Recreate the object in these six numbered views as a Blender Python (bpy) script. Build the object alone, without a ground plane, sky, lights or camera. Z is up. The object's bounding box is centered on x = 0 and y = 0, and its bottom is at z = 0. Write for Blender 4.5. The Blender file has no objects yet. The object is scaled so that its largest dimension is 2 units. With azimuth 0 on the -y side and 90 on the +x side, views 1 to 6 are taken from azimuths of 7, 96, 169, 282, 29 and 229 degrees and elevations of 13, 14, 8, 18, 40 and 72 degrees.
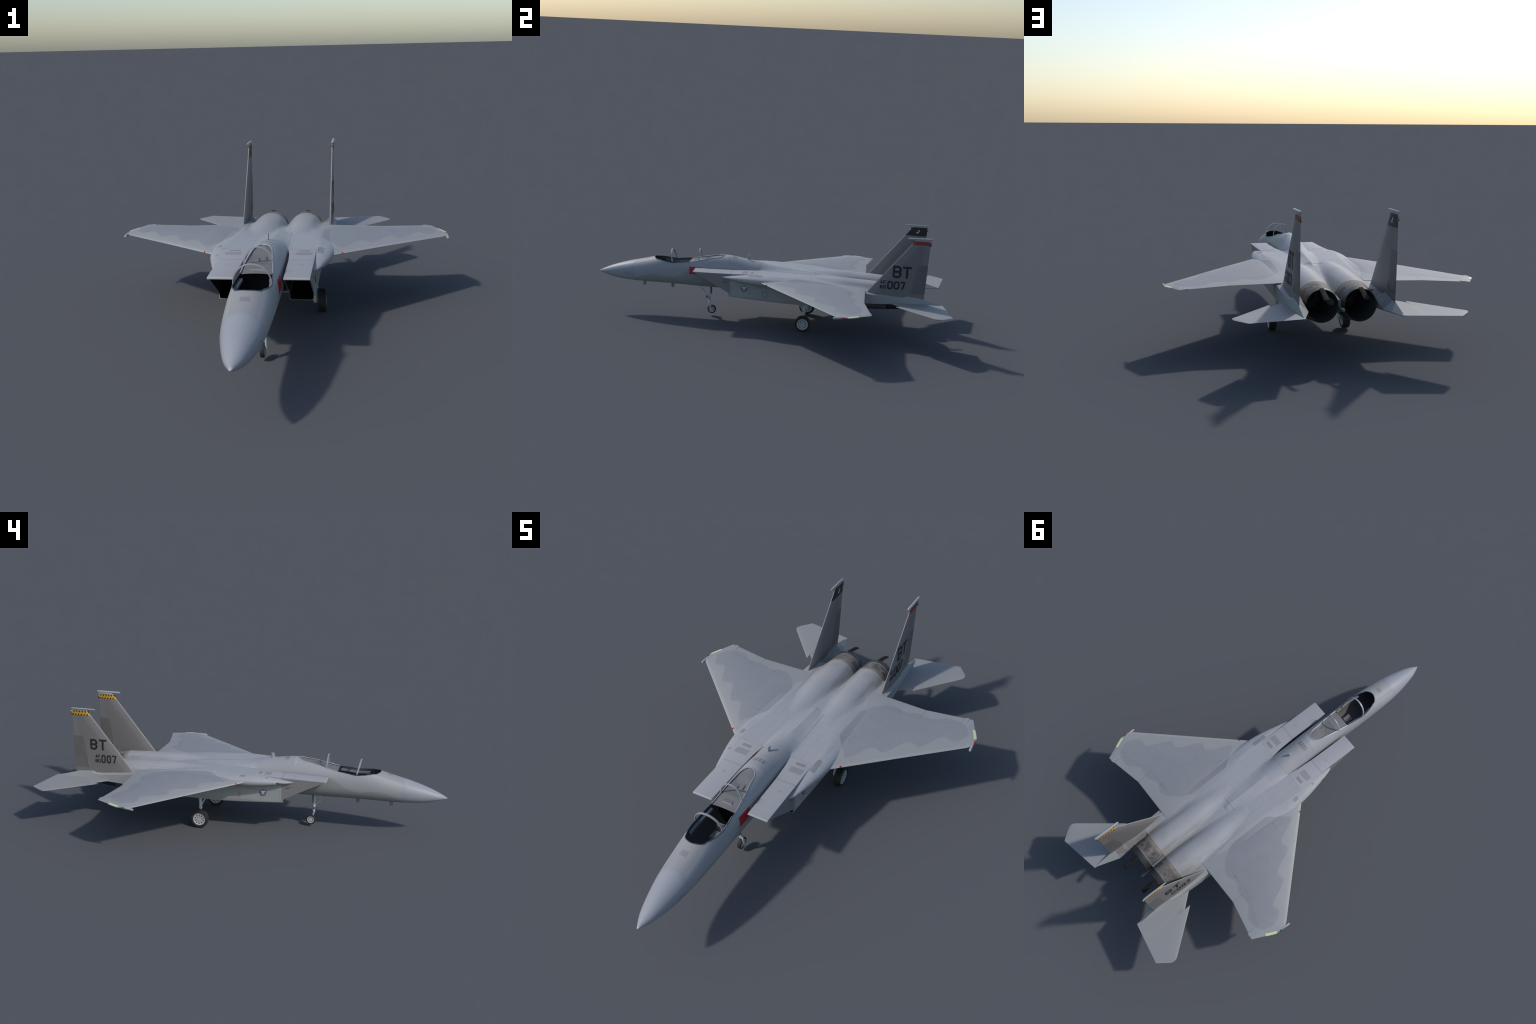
# Twin-engine jet fighter, parked, gear down, canopy glass missing.
# Frame: nose at -y, tail at +y, z up, length 2 m.
import bpy, bmesh, math
import numpy as np
from mathutils import Vector

SCN = bpy.context.scene.collection

# ------------------------------------------------------------------ helpers
def curve(pts):
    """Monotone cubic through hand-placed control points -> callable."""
    xs = np.array([p[0] for p in pts], float); ys = np.array([p[1] for p in pts], float)
    h = np.diff(xs); d = np.diff(ys) / h
    m = np.zeros(len(xs)); m[0], m[-1] = d[0], d[-1]
    for i in range(1, len(xs) - 1):
        if d[i-1] * d[i] > 0:
            w1, w2 = 2*h[i] + h[i-1], h[i] + 2*h[i-1]
            m[i] = (w1 + w2) / (w1/d[i-1] + w2/d[i])
    def f(x):
        x = min(max(x, xs[0]), xs[-1])
        i = min(max(int(np.searchsorted(xs, x)) - 1, 0), len(h) - 1)
        t = (x - xs[i]) / h[i]
        return float((2*t**3-3*t**2+1)*ys[i] + (t**3-2*t**2+t)*h[i]*m[i]
                     + (-2*t**3+3*t**2)*ys[i+1] + (t**3-t**2)*h[i]*m[i+1])
    return f

def line(pts):
    xs = [p[0] for p in pts]; ys = [p[1] for p in pts]
    return lambda x: float(np.interp(x, xs, ys))

def smax(a, b, k):
    h = max(k - abs(a - b), 0) / k
    return max(a, b) + h*h*k*0.25

def lerp(a, b, t): return a + (b - a) * t
def sstep(a, b, x):
    t = min(max((x - a) / (b - a), 0), 1); return t*t*(3-2*t)

def make(name, verts, faces, mat, parent=None, smooth=True, angle=35, merge=1e-5, recalc=True, mats=None):
    me = bpy.data.meshes.new(name)
    me.from_pydata([tuple(v) for v in verts], [], faces)
    bm = bmesh.new(); bm.from_mesh(me)
    if merge: bmesh.ops.remove_doubles(bm, verts=bm.verts, dist=merge)
    bmesh.ops.dissolve_degenerate(bm, edges=bm.edges, dist=1e-6)
    if recalc: bmesh.ops.recalc_face_normals(bm, faces=bm.faces)
    if smooth:
        for f in bm.faces: f.smooth = True
        for e in bm.edges:
            if len(e.link_faces) == 2 and e.calc_face_angle(0) > math.radians(angle):
                e.smooth = False
    bm.to_mesh(me); bm.free()
    me.materials.append(mat)
    ob = bpy.data.objects.new(name, me); SCN.objects.link(ob)
    if parent: ob.parent = parent
    return ob

def grid(rows, close_u=False, cap0=False, cap1=False, voff=0):
    """rows of points -> verts, faces."""
    n = len(rows[0]); V = [p for r in rows for p in r]; F = []
    for j in range(len(rows) - 1):
        for i in range(n if close_u else n - 1):
            a, b = j*n + i, j*n + (i+1) % n
            F.append((a, b, b + n, a + n))
    if cap0: F.append(tuple(range(n))[::-1])
    if cap1: F.append(tuple((len(rows)-1)*n + i for i in range(n)))
    return V, F

def merge_parts(parts):
    V, F = [], []
    for v, f in parts:
        o = len(V); V += list(v); F += [tuple(i + o for i in q) for q in f]
    return V, F

def flip(parts, s):
    return [(s * p[0], p[1], p[2]) for p in parts]

def frame(d):
    d = Vector(d).normalized()
    u = d.cross(Vector((0, 0, 1)) if abs(d.z) < 0.9 else Vector((1, 0, 0))).normalized()
    return d, u, d.cross(u)

def tube(path, radii, n=16, caps=True):
    """round tube through 3D points with a radius at each."""
    rows = []
    P = [Vector(p) for p in path]
    for i, p in enumerate(P):
        d = (P[min(i+1, len(P)-1)] - P[max(i-1, 0)])
        d, u, w = frame(d)
        rows.append([tuple(p + radii[i]*(math.cos(t)*u + math.sin(t)*w))
                     for t in [2*math.pi*k/n for k in range(n)]])
    return grid(rows, True, caps, caps)

def revolve(profile, origin, axis='y', n=48, close=False):
    """profile [(along, radius)] about an axis through origin."""
    rows = []
    for a, r in profile:
        row = []
        for k in range(n):
            t = 2*math.pi*k/n; c, s = r*math.cos(t), r*math.sin(t)
            if axis == 'y': row.append((origin[0] + c, origin[1] + a, origin[2] + s))
            else:           row.append((origin[0] + a, origin[1] + c, origin[2] + s))
        rows.append(row)
    if close: rows.append(rows[0])
    return grid(rows, True)

def box(c, size, taper=1.0):
    x, y, z = c; a, b, h = [v/2 for v in size]
    V = [(x-a, y-b, z-h), (x+a, y-b, z-h), (x+a, y+b, z-h), (x-a, y+b, z-h)]
    V += [(x-a*taper, y-b*taper, z+h), (x+a*taper, y-b*taper, z+h), (x+a*taper, y+b*taper, z+h), (x-a*taper, y+b*taper, z+h)]
    F = [(3,2,1,0), (4,5,6,7), (0,1,5,4), (1,2,6,5), (2,3,7,6), (3,0,4,7)]
    return V, F

# ------------------------------------------------------------------ node expression helper
class S:
    """wraps a float socket so masks can be written as formulas"""
    def __init__(s, nt, k): s.nt, s.k = nt, k
    def _op(s, op, *o):
        n = s.nt.nodes.new('ShaderNodeMath'); n.operation = op
        for i, v in enumerate((s,) + o):
            if isinstance(v, S): s.nt.links.new(v.k, n.inputs[i])
            else: n.inputs[i].default_value = v
        return S(s.nt, n.outputs[0])
    def __add__(s, o): return s._op('ADD', o)
    def __radd__(s, o): return s._op('ADD', o)
    def __sub__(s, o): return s._op('SUBTRACT', o)
    def __rsub__(s, o): return (s * -1.0) + o
    def __mul__(s, o): return s._op('MULTIPLY', o)
    def __rmul__(s, o): return s._op('MULTIPLY', o)
    def __truediv__(s, o): return s._op('DIVIDE', o)
    def max(s, o): return s._op('MAXIMUM', o)
    def min(s, o): return s._op('MINIMUM', o)
    def abs(s): return s._op('ABSOLUTE')
    def sin(s): return s._op('SINE')
    def cos(s): return s._op('COSINE')
    def mod(s, o): return s._op('FLOORED_MODULO', o)
    def step(s, a, w=0.0008):
        """1 where s > a, soft over w"""
        n = s.nt.nodes.new('ShaderNodeMapRange'); n.interpolation_type = 'SMOOTHSTEP'
        s.nt.links.new(s.k, n.inputs['Value'])
        n.inputs['From Max'].default_value = a + w
        n.inputs['From Min'].default_value = a - w
        return S(s.nt, n.outputs[0])
    def inside(s, a, b, w=0.0008): return s.step(a, w) * (1.0 - s.step(b, w))
    def curve(s, pts, lo, hi):
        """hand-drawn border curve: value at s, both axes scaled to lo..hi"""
        n = s.nt.nodes.new('ShaderNodeFloatCurve')
        x0, x1 = pts[0][0], pts[-1][0]
        s.nt.links.new(((s - x0) / (x1 - x0)).k, n.inputs['Value'])
        c = n.mapping.curves[0]
        P = [((x - x0)/(x1 - x0), (y - lo)/(hi - lo)) for x, y in pts]
        c.points[0].location = P[0]; c.points[1].location = P[-1]
        for p in P[1:-1]: c.points.new(*p)
        n.mapping.update()
        return S(s.nt, n.outputs[0]) * (hi - lo) + lo

class Mat:
    def __init__(m, name, col, rough=0.5, metal=0.0, spec=0.5):
        m.mat = bpy.data.materials.new(name); m.mat.use_nodes = True
        m.nt = m.mat.node_tree; m.b = m.nt.nodes['Principled BSDF']
        m.b.inputs['Roughness'].default_value = rough
        m.b.inputs['Metallic'].default_value = metal
        m.b.inputs['Specular IOR Level'].default_value = spec
        m.b.inputs['Base Color'].default_value = (*col, 1)
        m.tc = m.nt.nodes.new('ShaderNodeTexCoord')
        m.obj = m.tc.outputs['Object']
        sx = m.nt.nodes.new('ShaderNodeSeparateXYZ'); m.nt.links.new(m.obj, sx.inputs[0])
        m.x, m.y, m.z = [S(m.nt, sx.outputs[i]) for i in range(3)]
        sn = m.nt.nodes.new('ShaderNodeSeparateXYZ'); m.nt.links.new(m.tc.outputs['Normal'], sn.inputs[0])
        m.nz = S(m.nt, sn.outputs[2]); m.nx = S(m.nt, sn.outputs[0])
        rgb = m.nt.nodes.new('ShaderNodeRGB'); rgb.outputs[0].default_value = (*col, 1)
        m.c = rgb.outputs[0]
    def vec(m, x, y, z=0.0):
        n = m.nt.nodes.new('ShaderNodeCombineXYZ')
        for i, v in enumerate((x, y, z)):
            if isinstance(v, S): m.nt.links.new(v.k, n.inputs[i])
            else: n.inputs[i].default_value = v
        return n.outputs[0]
    def noise(m, scale, detail=3, rough=0.5, vec=None):
        n = m.nt.nodes.new('ShaderNodeTexNoise')
        n.inputs['Scale'].default_value = scale; n.inputs['Detail'].default_value = detail
        n.inputs['Roughness'].default_value = rough
        m.nt.links.new(vec or m.obj, n.inputs['Vector'])
        return S(m.nt, n.outputs['Fac'])
    def voronoi(m, scale, vec=None):
        n = m.nt.nodes.new('ShaderNodeTexVoronoi'); n.inputs['Scale'].default_value = scale
        m.nt.links.new(vec or m.obj, n.inputs['Vector'])
        s = m.nt.nodes.new('ShaderNodeSeparateColor'); m.nt.links.new(n.outputs['Color'], s.inputs[0])
        return S(m.nt, s.outputs[0])
    def bricks(m, vec, w, h, mortar):
        n = m.nt.nodes.new('ShaderNodeTexBrick')
        n.inputs['Scale'].default_value = 1.0
        n.inputs['Brick Width'].default_value = w; n.inputs['Row Height'].default_value = h
        n.inputs['Mortar Size'].default_value = mortar; n.inputs['Mortar Smooth'].default_value = 0.3
        m.nt.links.new(vec, n.inputs['Vector'])
        return S(m.nt, n.outputs['Fac'])
    def mix(m, fac, col):
        n = m.nt.nodes.new('ShaderNodeMix'); n.data_type = 'RGBA'
        m.nt.links.new(fac.k, n.inputs['Factor']) if isinstance(fac, S) else setattr(n.inputs['Factor'], 'default_value', fac)
        m.nt.links.new(m.c, n.inputs['A'])
        if isinstance(col, tuple): n.inputs['B'].default_value = (*col, 1)
        else: m.nt.links.new(col, n.inputs['B'])
        m.c = n.outputs['Result']; return m
    def scale(m, fac):
        """multiply the colour by a float expression"""
        n = m.nt.nodes.new('ShaderNodeVectorMath'); n.operation = 'SCALE'
        m.nt.links.new(m.c, n.inputs[0]); m.nt.links.new(fac.k, n.inputs['Scale'])
        m.c = n.outputs[0]; return m
    def grain(m, amp=0.06, sc=14):
        return m.scale((m.noise(sc, 5, 0.6) - 0.5) * (2*amp) + 1.0)
    def done(m):
        m.nt.links.new(m.c, m.b.inputs['Base Color']); return m.mat

def plain(name, col, rough=0.5, metal=0.0, spec=0.5, grain=0.04):
    return Mat(name, col, rough, metal, spec).grain(grain, 30).done()

# ------------------------------------------------------------------ palette
GREY   = (0.342, 0.350, 0.370)   # upper paint
GREYLO = (0.300, 0.312, 0.300)   # greenish lower / edge paint
WINGLT = (0.294, 0.304, 0.309)
WINGDK = (0.253, 0.261, 0.278)
FINC   = (0.176, 0.166, 0.163)
RUDC   = (0.132, 0.121, 0.115)
TPC    = (0.275, 0.281, 0.287)
BOXSIDE = (0.322, 0.337, 0.322)
RADOME = (0.302, 0.315, 0.354)

def wing_patch(m):
    """darker camouflage field with a wavy leading border"""
    ax = m.x.abs()
    dy = m.y - (ax - 0.212) * 1.044 + 0.028
    front = dy - 0.079 + ((ax - 0.247) * (2*math.pi/0.107)).cos() * 0.025
    tip = 1.0 - ax.step(0.598, 0.002)
    back = ax.curve([(0.10,0.20),(0.135,0.30),(0.156,0.345),(0.174,0.394),(0.222,0.459),(0.268,0.485),(0.315,0.468),(0.37,0.490),
                     (0.44,0.490),(0.49,0.528),(0.54,0.530),(0.578,0.510),(0.60,0.46),(0.66,0.40)], 0.0, 0.6) - m.y
    root = m.y - 0.056 - (0.235 - ax) * 1.4
    return front.step(0, 0.003) * back.step(0, 0.003) * tip * root.step(0, 0.004) * ax.step(0.1625, 0.003) * m.nz.step(0.1, 0.05)

def rect(m, x0, x1, y0, y1, w=0.0008):
    return m.x.inside(x0, x1, w) * m.y.inside(y0, y1, w)

def door(m):
    """long refuelling door with a round rear end, left side"""
    dx, dy = m.x - 0.172, m.y + 0.036
    rnd = (dx*dx + dy*dy) - 0.0108**2
    return (m.x.inside(0.1612, 0.1828) * m.y.inside(-0.102, -0.036)).max(1.0 - rnd.step(0.0, 0.00002))

def mat_body():
    m = Mat('hull_paint', GREY, 0.58, spec=0.35)
    m.mix(m.noise(5, 4) .step(0.52, 0.12) * 0.35, (0.318, 0.328, 0.345))
    # side walls under the wing are a greener paint
    m.mix(1.0 - m.z.step(0.262, 0.004), BOXSIDE)
    m.mix(wing_patch(m), WINGDK)
    # near-black area under the engine bays
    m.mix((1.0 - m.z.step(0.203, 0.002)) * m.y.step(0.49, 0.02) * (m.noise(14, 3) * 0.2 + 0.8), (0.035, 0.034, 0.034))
    # exhaust-brown streaks along hump flanks
    st = m.noise(1, 3, 0.6, m.vec(m.x * 60.0, m.y * 5.0, 0.0)).step(0.52, 0.12)
    m.mix(st * m.y.step(0.40, 0.2) * (m.x.abs() - 0.073).abs().step(0.040, 0.012) * m.nz.step(0.2, 0.2) * 0.75, (0.245, 0.228, 0.200))
    ex, ey = m.x.abs() - 0.078, m.y - 0.605
    m.mix((1.0 - (ex*ex*2.2 + ey*ey).step(0.0006, 0.0001)) * m.nz.step(0.5, 0.1) * 0.35, (0.265, 0.262, 0.275))
    # refuelling door shared with the glove
    m.mix(door(m) * m.nz.step(0.1, 0.05) * 0.85, (0.215, 0.215, 0.225))
    # panel seams seen from above
    br = m.bricks(m.vec(m.y * 1.0 + 0.013, m.x.abs() + 0.004), 0.085, 0.036, 0.0011)
    m.mix(br * m.nz.step(0.5, 0.2) * (0.32 - m.y.step(0.32, 0.06) * 0.16), (0.20, 0.21, 0.29))
    bs = m.bricks(m.vec(m.y * 1.0, m.z + 0.02), 0.098, 0.062, 0.0010)
    m.mix(bs * (1.0 - m.nz.abs().step(0.4, 0.2)) * 0.45, (0.14, 0.16, 0.17))
    # deck louvres
    ax = m.x.abs()
    up = m.nz.step(0.4, 0.1)
    v = ax.inside(0.099, 0.138) * m.y.inside(-0.098, -0.082) + ax.inside(0.091, 0.146) * m.y.inside(-0.145, -0.113) * (m.noise(60, 2) * 0.5 + 0.5)
    m.mix(v * up * 0.85, (0.215, 0.212, 0.215))
    # soot towards the tail on top of the engine humps
    m.mix((m.y - 0.30).step(0.22, 0.2) * m.noise(9, 4).step(0.45, 0.2) * 0.30, (0.27, 0.265, 0.26))
    return m.grain(0.05, 12).done()

def mat_forward():
    m = Mat('forward_hull_paint', (0.318, 0.324, 0.338), 0.52, spec=0.4)  # base grey darkened below GREY to carry the shading baked into the flanks
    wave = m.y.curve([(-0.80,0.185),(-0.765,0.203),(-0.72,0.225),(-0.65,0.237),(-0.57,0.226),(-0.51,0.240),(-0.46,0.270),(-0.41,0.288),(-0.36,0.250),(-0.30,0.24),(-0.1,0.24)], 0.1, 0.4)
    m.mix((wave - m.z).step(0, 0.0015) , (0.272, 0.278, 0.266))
    m.mix(m.x.abs().inside(-1, 0.041) * m.y.inside(-0.786, -0.60) * m.nz.step(0.1, 0.1), (0.284, 0.286, 0.292))
    m.mix(rect(m, -0.014, 0.014, -0.727, -0.703) * m.nz.step(0.1, 0.1), (0.225, 0.227, 0.243))
    # seam rows behind the radome
    m.mix(m.y.inside(-0.7800, -0.7780, 0.0006) * 0.4, (0.20, 0.23, 0.33))
    m.mix(m.y.inside(-0.4725, -0.4715, 0.0005) * m.z.inside(0.26, 0.31) * 0.4, (0.16, 0.18, 0.2))
    # collar behind the canopy aperture
    m.mix(m.y.inside(-0.2335, -0.231, 0.0008) * m.z.step(0.325) * 0.6, (0.21, 0.22, 0.28))
    m.mix(m.y.inside(-0.252, -0.249, 0.0008) * m.z.step(0.33) * 0.4, (0.45, 0.47, 0.52))
    slots = (m.x * 420.0).sin().step(-0.75, 0.2)
    m.mix(m.x.abs().inside(-1, 0.027) * m.y.inside(-0.216, -0.192) * m.nz.step(0.2) * slots * 0.9, (0.20, 0.195, 0.19))
    return m.grain(0.04, 12).done()

def mat_radome():
    m = Mat('radome_paint', RADOME, 0.48, spec=0.4)
    m.mix(m.noise(1.0, 2, 0.5, m.vec(0.0, m.y * 22.0)).step(0.5, 0.1) * 0.5, (0.292, 0.310, 0.338))
    m.mix((1.0 - m.y.step(-0.992, 0.003)), (0.42, 0.43, 0.45))
    dash = (m.x * 700.0).sin().step(-0.3, 0.4) * 0.5 + 0.5
    m.mix((m.y.inside(-0.7935, -0.7915, 0.0006) + m.y.inside(-0.7870, -0.7848, 0.0006)) * dash * 0.5, (0.20, 0.23, 0.34))
    return m.grain(0.03, 10).done()

def mat_wing():
    m = Mat('wing_paint', WINGLT, 0.58, spec=0.35)
    ax = m.x.abs()
    p = wing_patch(m)
    m.mix(p, WINGDK)
    m.mix(p * m.noise(22, 5, 0.7).step(0.58, 0.10) * 0.5, (0.22, 0.235, 0.275))
    # pale leading edge
    dy = m.y - (ax - 0.212) * 1.044 + 0.028
    m.mix((1.0 - dy.step(0.014, 0.008)) * 0.4, (0.38, 0.39, 0.385))
    # control surface seams
    up = m.nz.abs().step(0.3, 0.1)
    seam = ax.inside(0.3865, 0.3895, 0.0006) * m.y.step(0.456)
    seam = seam + (m.y - 0.4555 - (ax - 0.39).max(0.0) * 0.40).abs().inside(-1, 0.0012, 0.0006) * ax.inside(0.235, 0.545)
    seam = seam + (m.y - 0.532 - (ax - 0.547) * 11.0).abs().inside(-1, 0.014, 0.006) * m.y.step(0.53)
    m.mix(seam * up * 0.55, (0.17, 0.18, 0.215))
    spots = ax.inside(0.296, 0.303) * m.y.inside(0.452, 0.459) + ax.inside(0.196,0.204)*m.y.inside(0.210,0.214) + ax.inside(0.205,0.213)*m.y.inside(0.150,0.154)
    m.mix(spots * up * 0.7, (0.12, 0.12, 0.14))
    str_ = m.noise(1, 4, 0.6, m.vec(m.x * 6.0, m.y * 120.0, 0.0)).step(0.6, 0.1)
    m.mix(str_ * p * 0.25, (0.21, 0.22, 0.26))
    return m.grain(0.05, 16).done()

def mat_fin():
    m = Mat('fin_paint', FINC, 0.5)
    # distance behind the swept leading edge
    d = m.y - 0.55 - (m.z - 0.265) * 0.79
    m.mix((1.0 - d.step(0.045, 0.012)) * 0.55, (0.222, 0.218, 0.214))
    m.mix(m.z.step(0.435, 0.002) * (m.y - m.z * 0.05).step(0.812, 0.01) * 0.5, (0.212, 0.207, 0.203))
    m.mix((1.0 - d.step(0.004, 0.003)) * 0.6, (0.30, 0.29, 0.275))
    return m.grain(0.06, 16).done()

def mat_boom():
    m = Mat('boom_paint', (0.300, 0.308, 0.306), 0.55, spec=0.35)
    ax = m.x.abs()
    # bare heat-stained metal on the inner shelf
    shelf = (1.0 - ax.step(0.176, 0.002)) * m.y.inside(0.655, 0.835)
    m.mix(shelf * 0.8, (0.235, 0.225, 0.215))
    m.mix(shelf * m.voronoi(28).step(0.6, 0.1) * 0.5, (0.13, 0.125, 0.125))
    return m.grain(0.07, 20).done()

def mat_metal_band():
    m = Mat('heat_stained_metal', (0.165, 0.155, 0.146), 0.62, 0.0, 0.25)
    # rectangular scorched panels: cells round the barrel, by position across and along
    a = m.vec(m.y * 44.0, m.x * 36.0, m.z * 10.0)
    v1, v2 = m.voronoi(1.0, a), m.voronoi(1.9, a)
    soft = m.noise(1.3, 3, 0.6, a)
    m.mix(v1.step(0.55, 0.2) * 0.5, (0.215, 0.195, 0.175))
    m.mix((1.0 - v1.step(0.25, 0.2)) * 0.45, (0.105, 0.103, 0.105))
    m.mix(v2.step(0.80, 0.10) * m.y.inside(0.685, 0.728, 0.004) * 0.7, (0.055, 0.055, 0.058))
    m.mix(soft.step(0.56, 0.08) * 0.4, (0.12, 0.115, 0.11))
    m.mix(m.y.inside(0.676, 0.679, 0.001) * 0.35, (0.08, 0.08, 0.08))
    m.mix(m.y.inside(0.655, 0.676, 0.002) * m.nz.step(0.62, 0.25) * (m.noise(24, 2).step(0.45, 0.12) * 0.5 + 0.05), (0.32, 0.25, 0.19))
    m.mix(m.y.inside(0.7335, 0.737, 0.001) * 0.5, (0.36, 0.35, 0.34))
    # near-black belly with a soft upper edge
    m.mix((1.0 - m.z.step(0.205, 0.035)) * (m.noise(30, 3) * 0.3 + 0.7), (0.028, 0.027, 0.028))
    return m.grain(0.12, 30).done()

M = {}
def build_materials():
    M['body'] = mat_body(); M['fwd'] = mat_forward(); M['radome'] = mat_radome()
    M['wing'] = mat_wing(); M['fin'] = mat_fin(); M['boom'] = mat_boom(); M['band'] = mat_metal_band()
    M['tp'] = Mat('tailplane_paint', TPC, 0.58, spec=0.35).grain(0.03, 8).done()
    M['rudder'] = Mat('rudder_composite', RUDC, 0.55)
    r = M['rudder']; r.mix(r.noise(14, 3).step(0.5, 0.1) * 0.5, (0.150, 0.150, 0.154)); M['rudder'] = r.grain(0.08, 30).done()
    M['glove'] = mat_glove()
    M['ramp'] = mat_ramp()
    M['cheek'] = Mat('intake_side_paint', (0.212, 0.207, 0.203), 0.5).grain(0.05, 16).done()
    M['dark'] = plain('duct_black', (0.010, 0.010, 0.011), 0.8, grain=0.1)
    M['tub'] = plain('cockpit_interior', (0.150, 0.143, 0.135), 0.75, grain=0.15)
    M['tubside'] = plain('console_grey', (0.17, 0.175, 0.19), 0.6)
    M['sill'] = plain('canopy_seal', (0.045, 0.06, 0.08), 0.5)
    M['deck'] = mat_deck()
    M['bow'] = plain('canopy_bow_metal', (0.34, 0.35, 0.37), 0.4, 0.2)
    M['light'] = plain('pod_paint', (0.33, 0.345, 0.355), 0.45)
    M['red'] = plain('red_paint', (0.42, 0.010, 0.012), 0.45)
    M['finred'] = plain('fin_cap_red', (0.26, 0.026, 0.022), 0.45)
    M['redlens'] = plain('red_lens', (0.45, 0.01, 0.012), 0.2)
    M['greenlens'] = plain('green_lens', (0.012, 0.11, 0.02), 0.2)
    M['strip'] = mat_strip()
    M['ink'] = plain('marking_black', (0.012, 0.013, 0.014), 0.6)
    M['black'] = plain('fin_cap_black', (0.016, 0.017, 0.016), 0.5)
    M['white'] = plain('marking_white', (0.65, 0.68, 0.72), 0.5)
    M['yellow'] = plain('marking_yellow', (0.62, 0.33, 0.02), 0.5)
    M['blue'] = plain('marking_blue', (0.03, 0.055, 0.20), 0.5)
    M['nozzle'] = Mat('nozzle_metal', (0.075, 0.075, 0.08), 0.42, 0.5).grain(0.15, 30).done()
    M['rim'] = plain('nozzle_edge_primer', (0.075, 0.085, 0.012), 0.6)
    M['liner'] = mat_liner()
    M['feather'] = Mat('feather_metal', (0.018, 0.017, 0.017), 0.85, 0.0, 0.1)
    f = M['feather']; f.mix(f.noise(60, 3).step(0.55, 0.1) * 0.6, (0.045, 0.042, 0.038)); M['feather'] = f.done()
    M['tyre'] = plain('tyre_rubber', (0.018, 0.018, 0.018), 0.7, grain=0.15)
    M['wheel'] = Mat('wheel_white', (0.46, 0.48, 0.50), 0.45)
    w_ = M['wheel']; rad = (w_.y*w_.y + w_.z*w_.z)*1e6
    w_.mix(rad.inside(95, 160, 12) * 0.75, (0.13, 0.14, 0.15)); w_.mix((1.0 - rad.step(14, 6)) * 0.5, (0.2, 0.21, 0.22)); M['wheel'] = w_.done()
    M['hole'] = plain('wheel_hole', (0.02, 0.02, 0.022), 0.7)
    M['strut'] = plain('strut_white', (0.50, 0.53, 0.56), 0.35)
    M['oleo'] = plain('oleo_steel', (0.25, 0.26, 0.28), 0.25, 0.8)
    M['lineink'] = plain('seam_line', (0.11, 0.12, 0.13), 0.6)
    M['gun'] = Mat('gun_port_soot', (0.085, 0.070, 0.048), 0.7)
    g_ = M['gun']; g_.mix((1.0 - g_.y.step(-0.196, 0.01)) * 0.8, (0.24, 0.205, 0.15)); g_.mix(g_.y.step(-0.188, 0.004) * 0.8, (0.02, 0.018, 0.015)); M['gun'] = g_.done()
    M['vent'] = plain('vent_grey', (0.145, 0.148, 0.155), 0.6)

def mat_glove():
    m = Mat('glove_paint', GREY, 0.55, spec=0.35)
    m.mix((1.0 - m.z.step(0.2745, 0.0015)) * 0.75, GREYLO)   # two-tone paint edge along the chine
    up = m.nz.step(0.1, 0.05)
    # left: long refuelling door with round rear end ; right: gun access panels
    d1 = door(m)
    d2 = rect(m, -0.192, -0.163, -0.028, 0.001) * 0.9
    d3 = rect(m, -0.180, -0.167, -0.139, -0.124) * 0.8
    m.mix((d1 + d2 + d3) * up * 0.85, (0.215, 0.215, 0.225))
    bs = m.bricks(m.vec(m.y, m.z), 0.055, 0.2, 0.0010)
    m.mix(bs * 0.3, (0.16, 0.18, 0.19))
    return m.grain(0.05, 14).done()

def mat_ramp():
    m = Mat('ramp_paint', (0.338, 0.345, 0.368), 0.58, spec=0.35)
    m.mix(m.noise(70, 2).step(0.5, 0.15) * 0.25, (0.36, 0.355, 0.37))
    m.mix(m.y.inside(-0.2065, -0.2045, 0.0006) * 0.7 + m.y.inside(-0.201, -0.1995, 0.0006) * 0.5, (0.15, 0.16, 0.18))
    ax = m.x.abs()
    m.mix(ax.inside(0.112, 0.126, 0.003) * m.y.inside(-0.268, -0.256, 0.003) * 0.5, (0.25, 0.235, 0.26))
    ring = ((m.x - 0.082)*(m.x - 0.082) + (m.y + 0.342)*(m.y + 0.342)) * 10000.0
    m.mix(ring.inside(1.1, 1.9, 0.2) * 0.5, (0.18, 0.20, 0.33))
    v = ax.inside(0.099, 0.138) * m.y.inside(-0.098, -0.082) + ax.inside(0.091, 0.146) * m.y.inside(-0.145, -0.113) * (m.noise(60, 2) * 0.5 + 0.5)
    m.mix(v * 0.85, (0.215, 0.212, 0.215))
    return m.grain(0.04, 14).done()

def mat_deck():
    m = Mat('avionics_deck', (0.150, 0.152, 0.153), 0.65)
    m.mix(m.voronoi(26).step(0.65, 0.03) * m.y.step(-0.40) * 0.5, (0.10, 0.102, 0.102))
    return m.grain(0.12, 60).done()

def mat_strip():
    m = Mat('formation_light', (0.62, 0.72, 0.42), 0.4)
    m.mix((m.y * (2*math.pi/0.0075)).sin().step(0.55, 0.2) * 0.6, (0.35, 0.40, 0.28))
    return m.done()

def mat_liner():
    m = Mat('nozzle_liner', (0.040, 0.040, 0.044), 0.6)
    return m.done()

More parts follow.
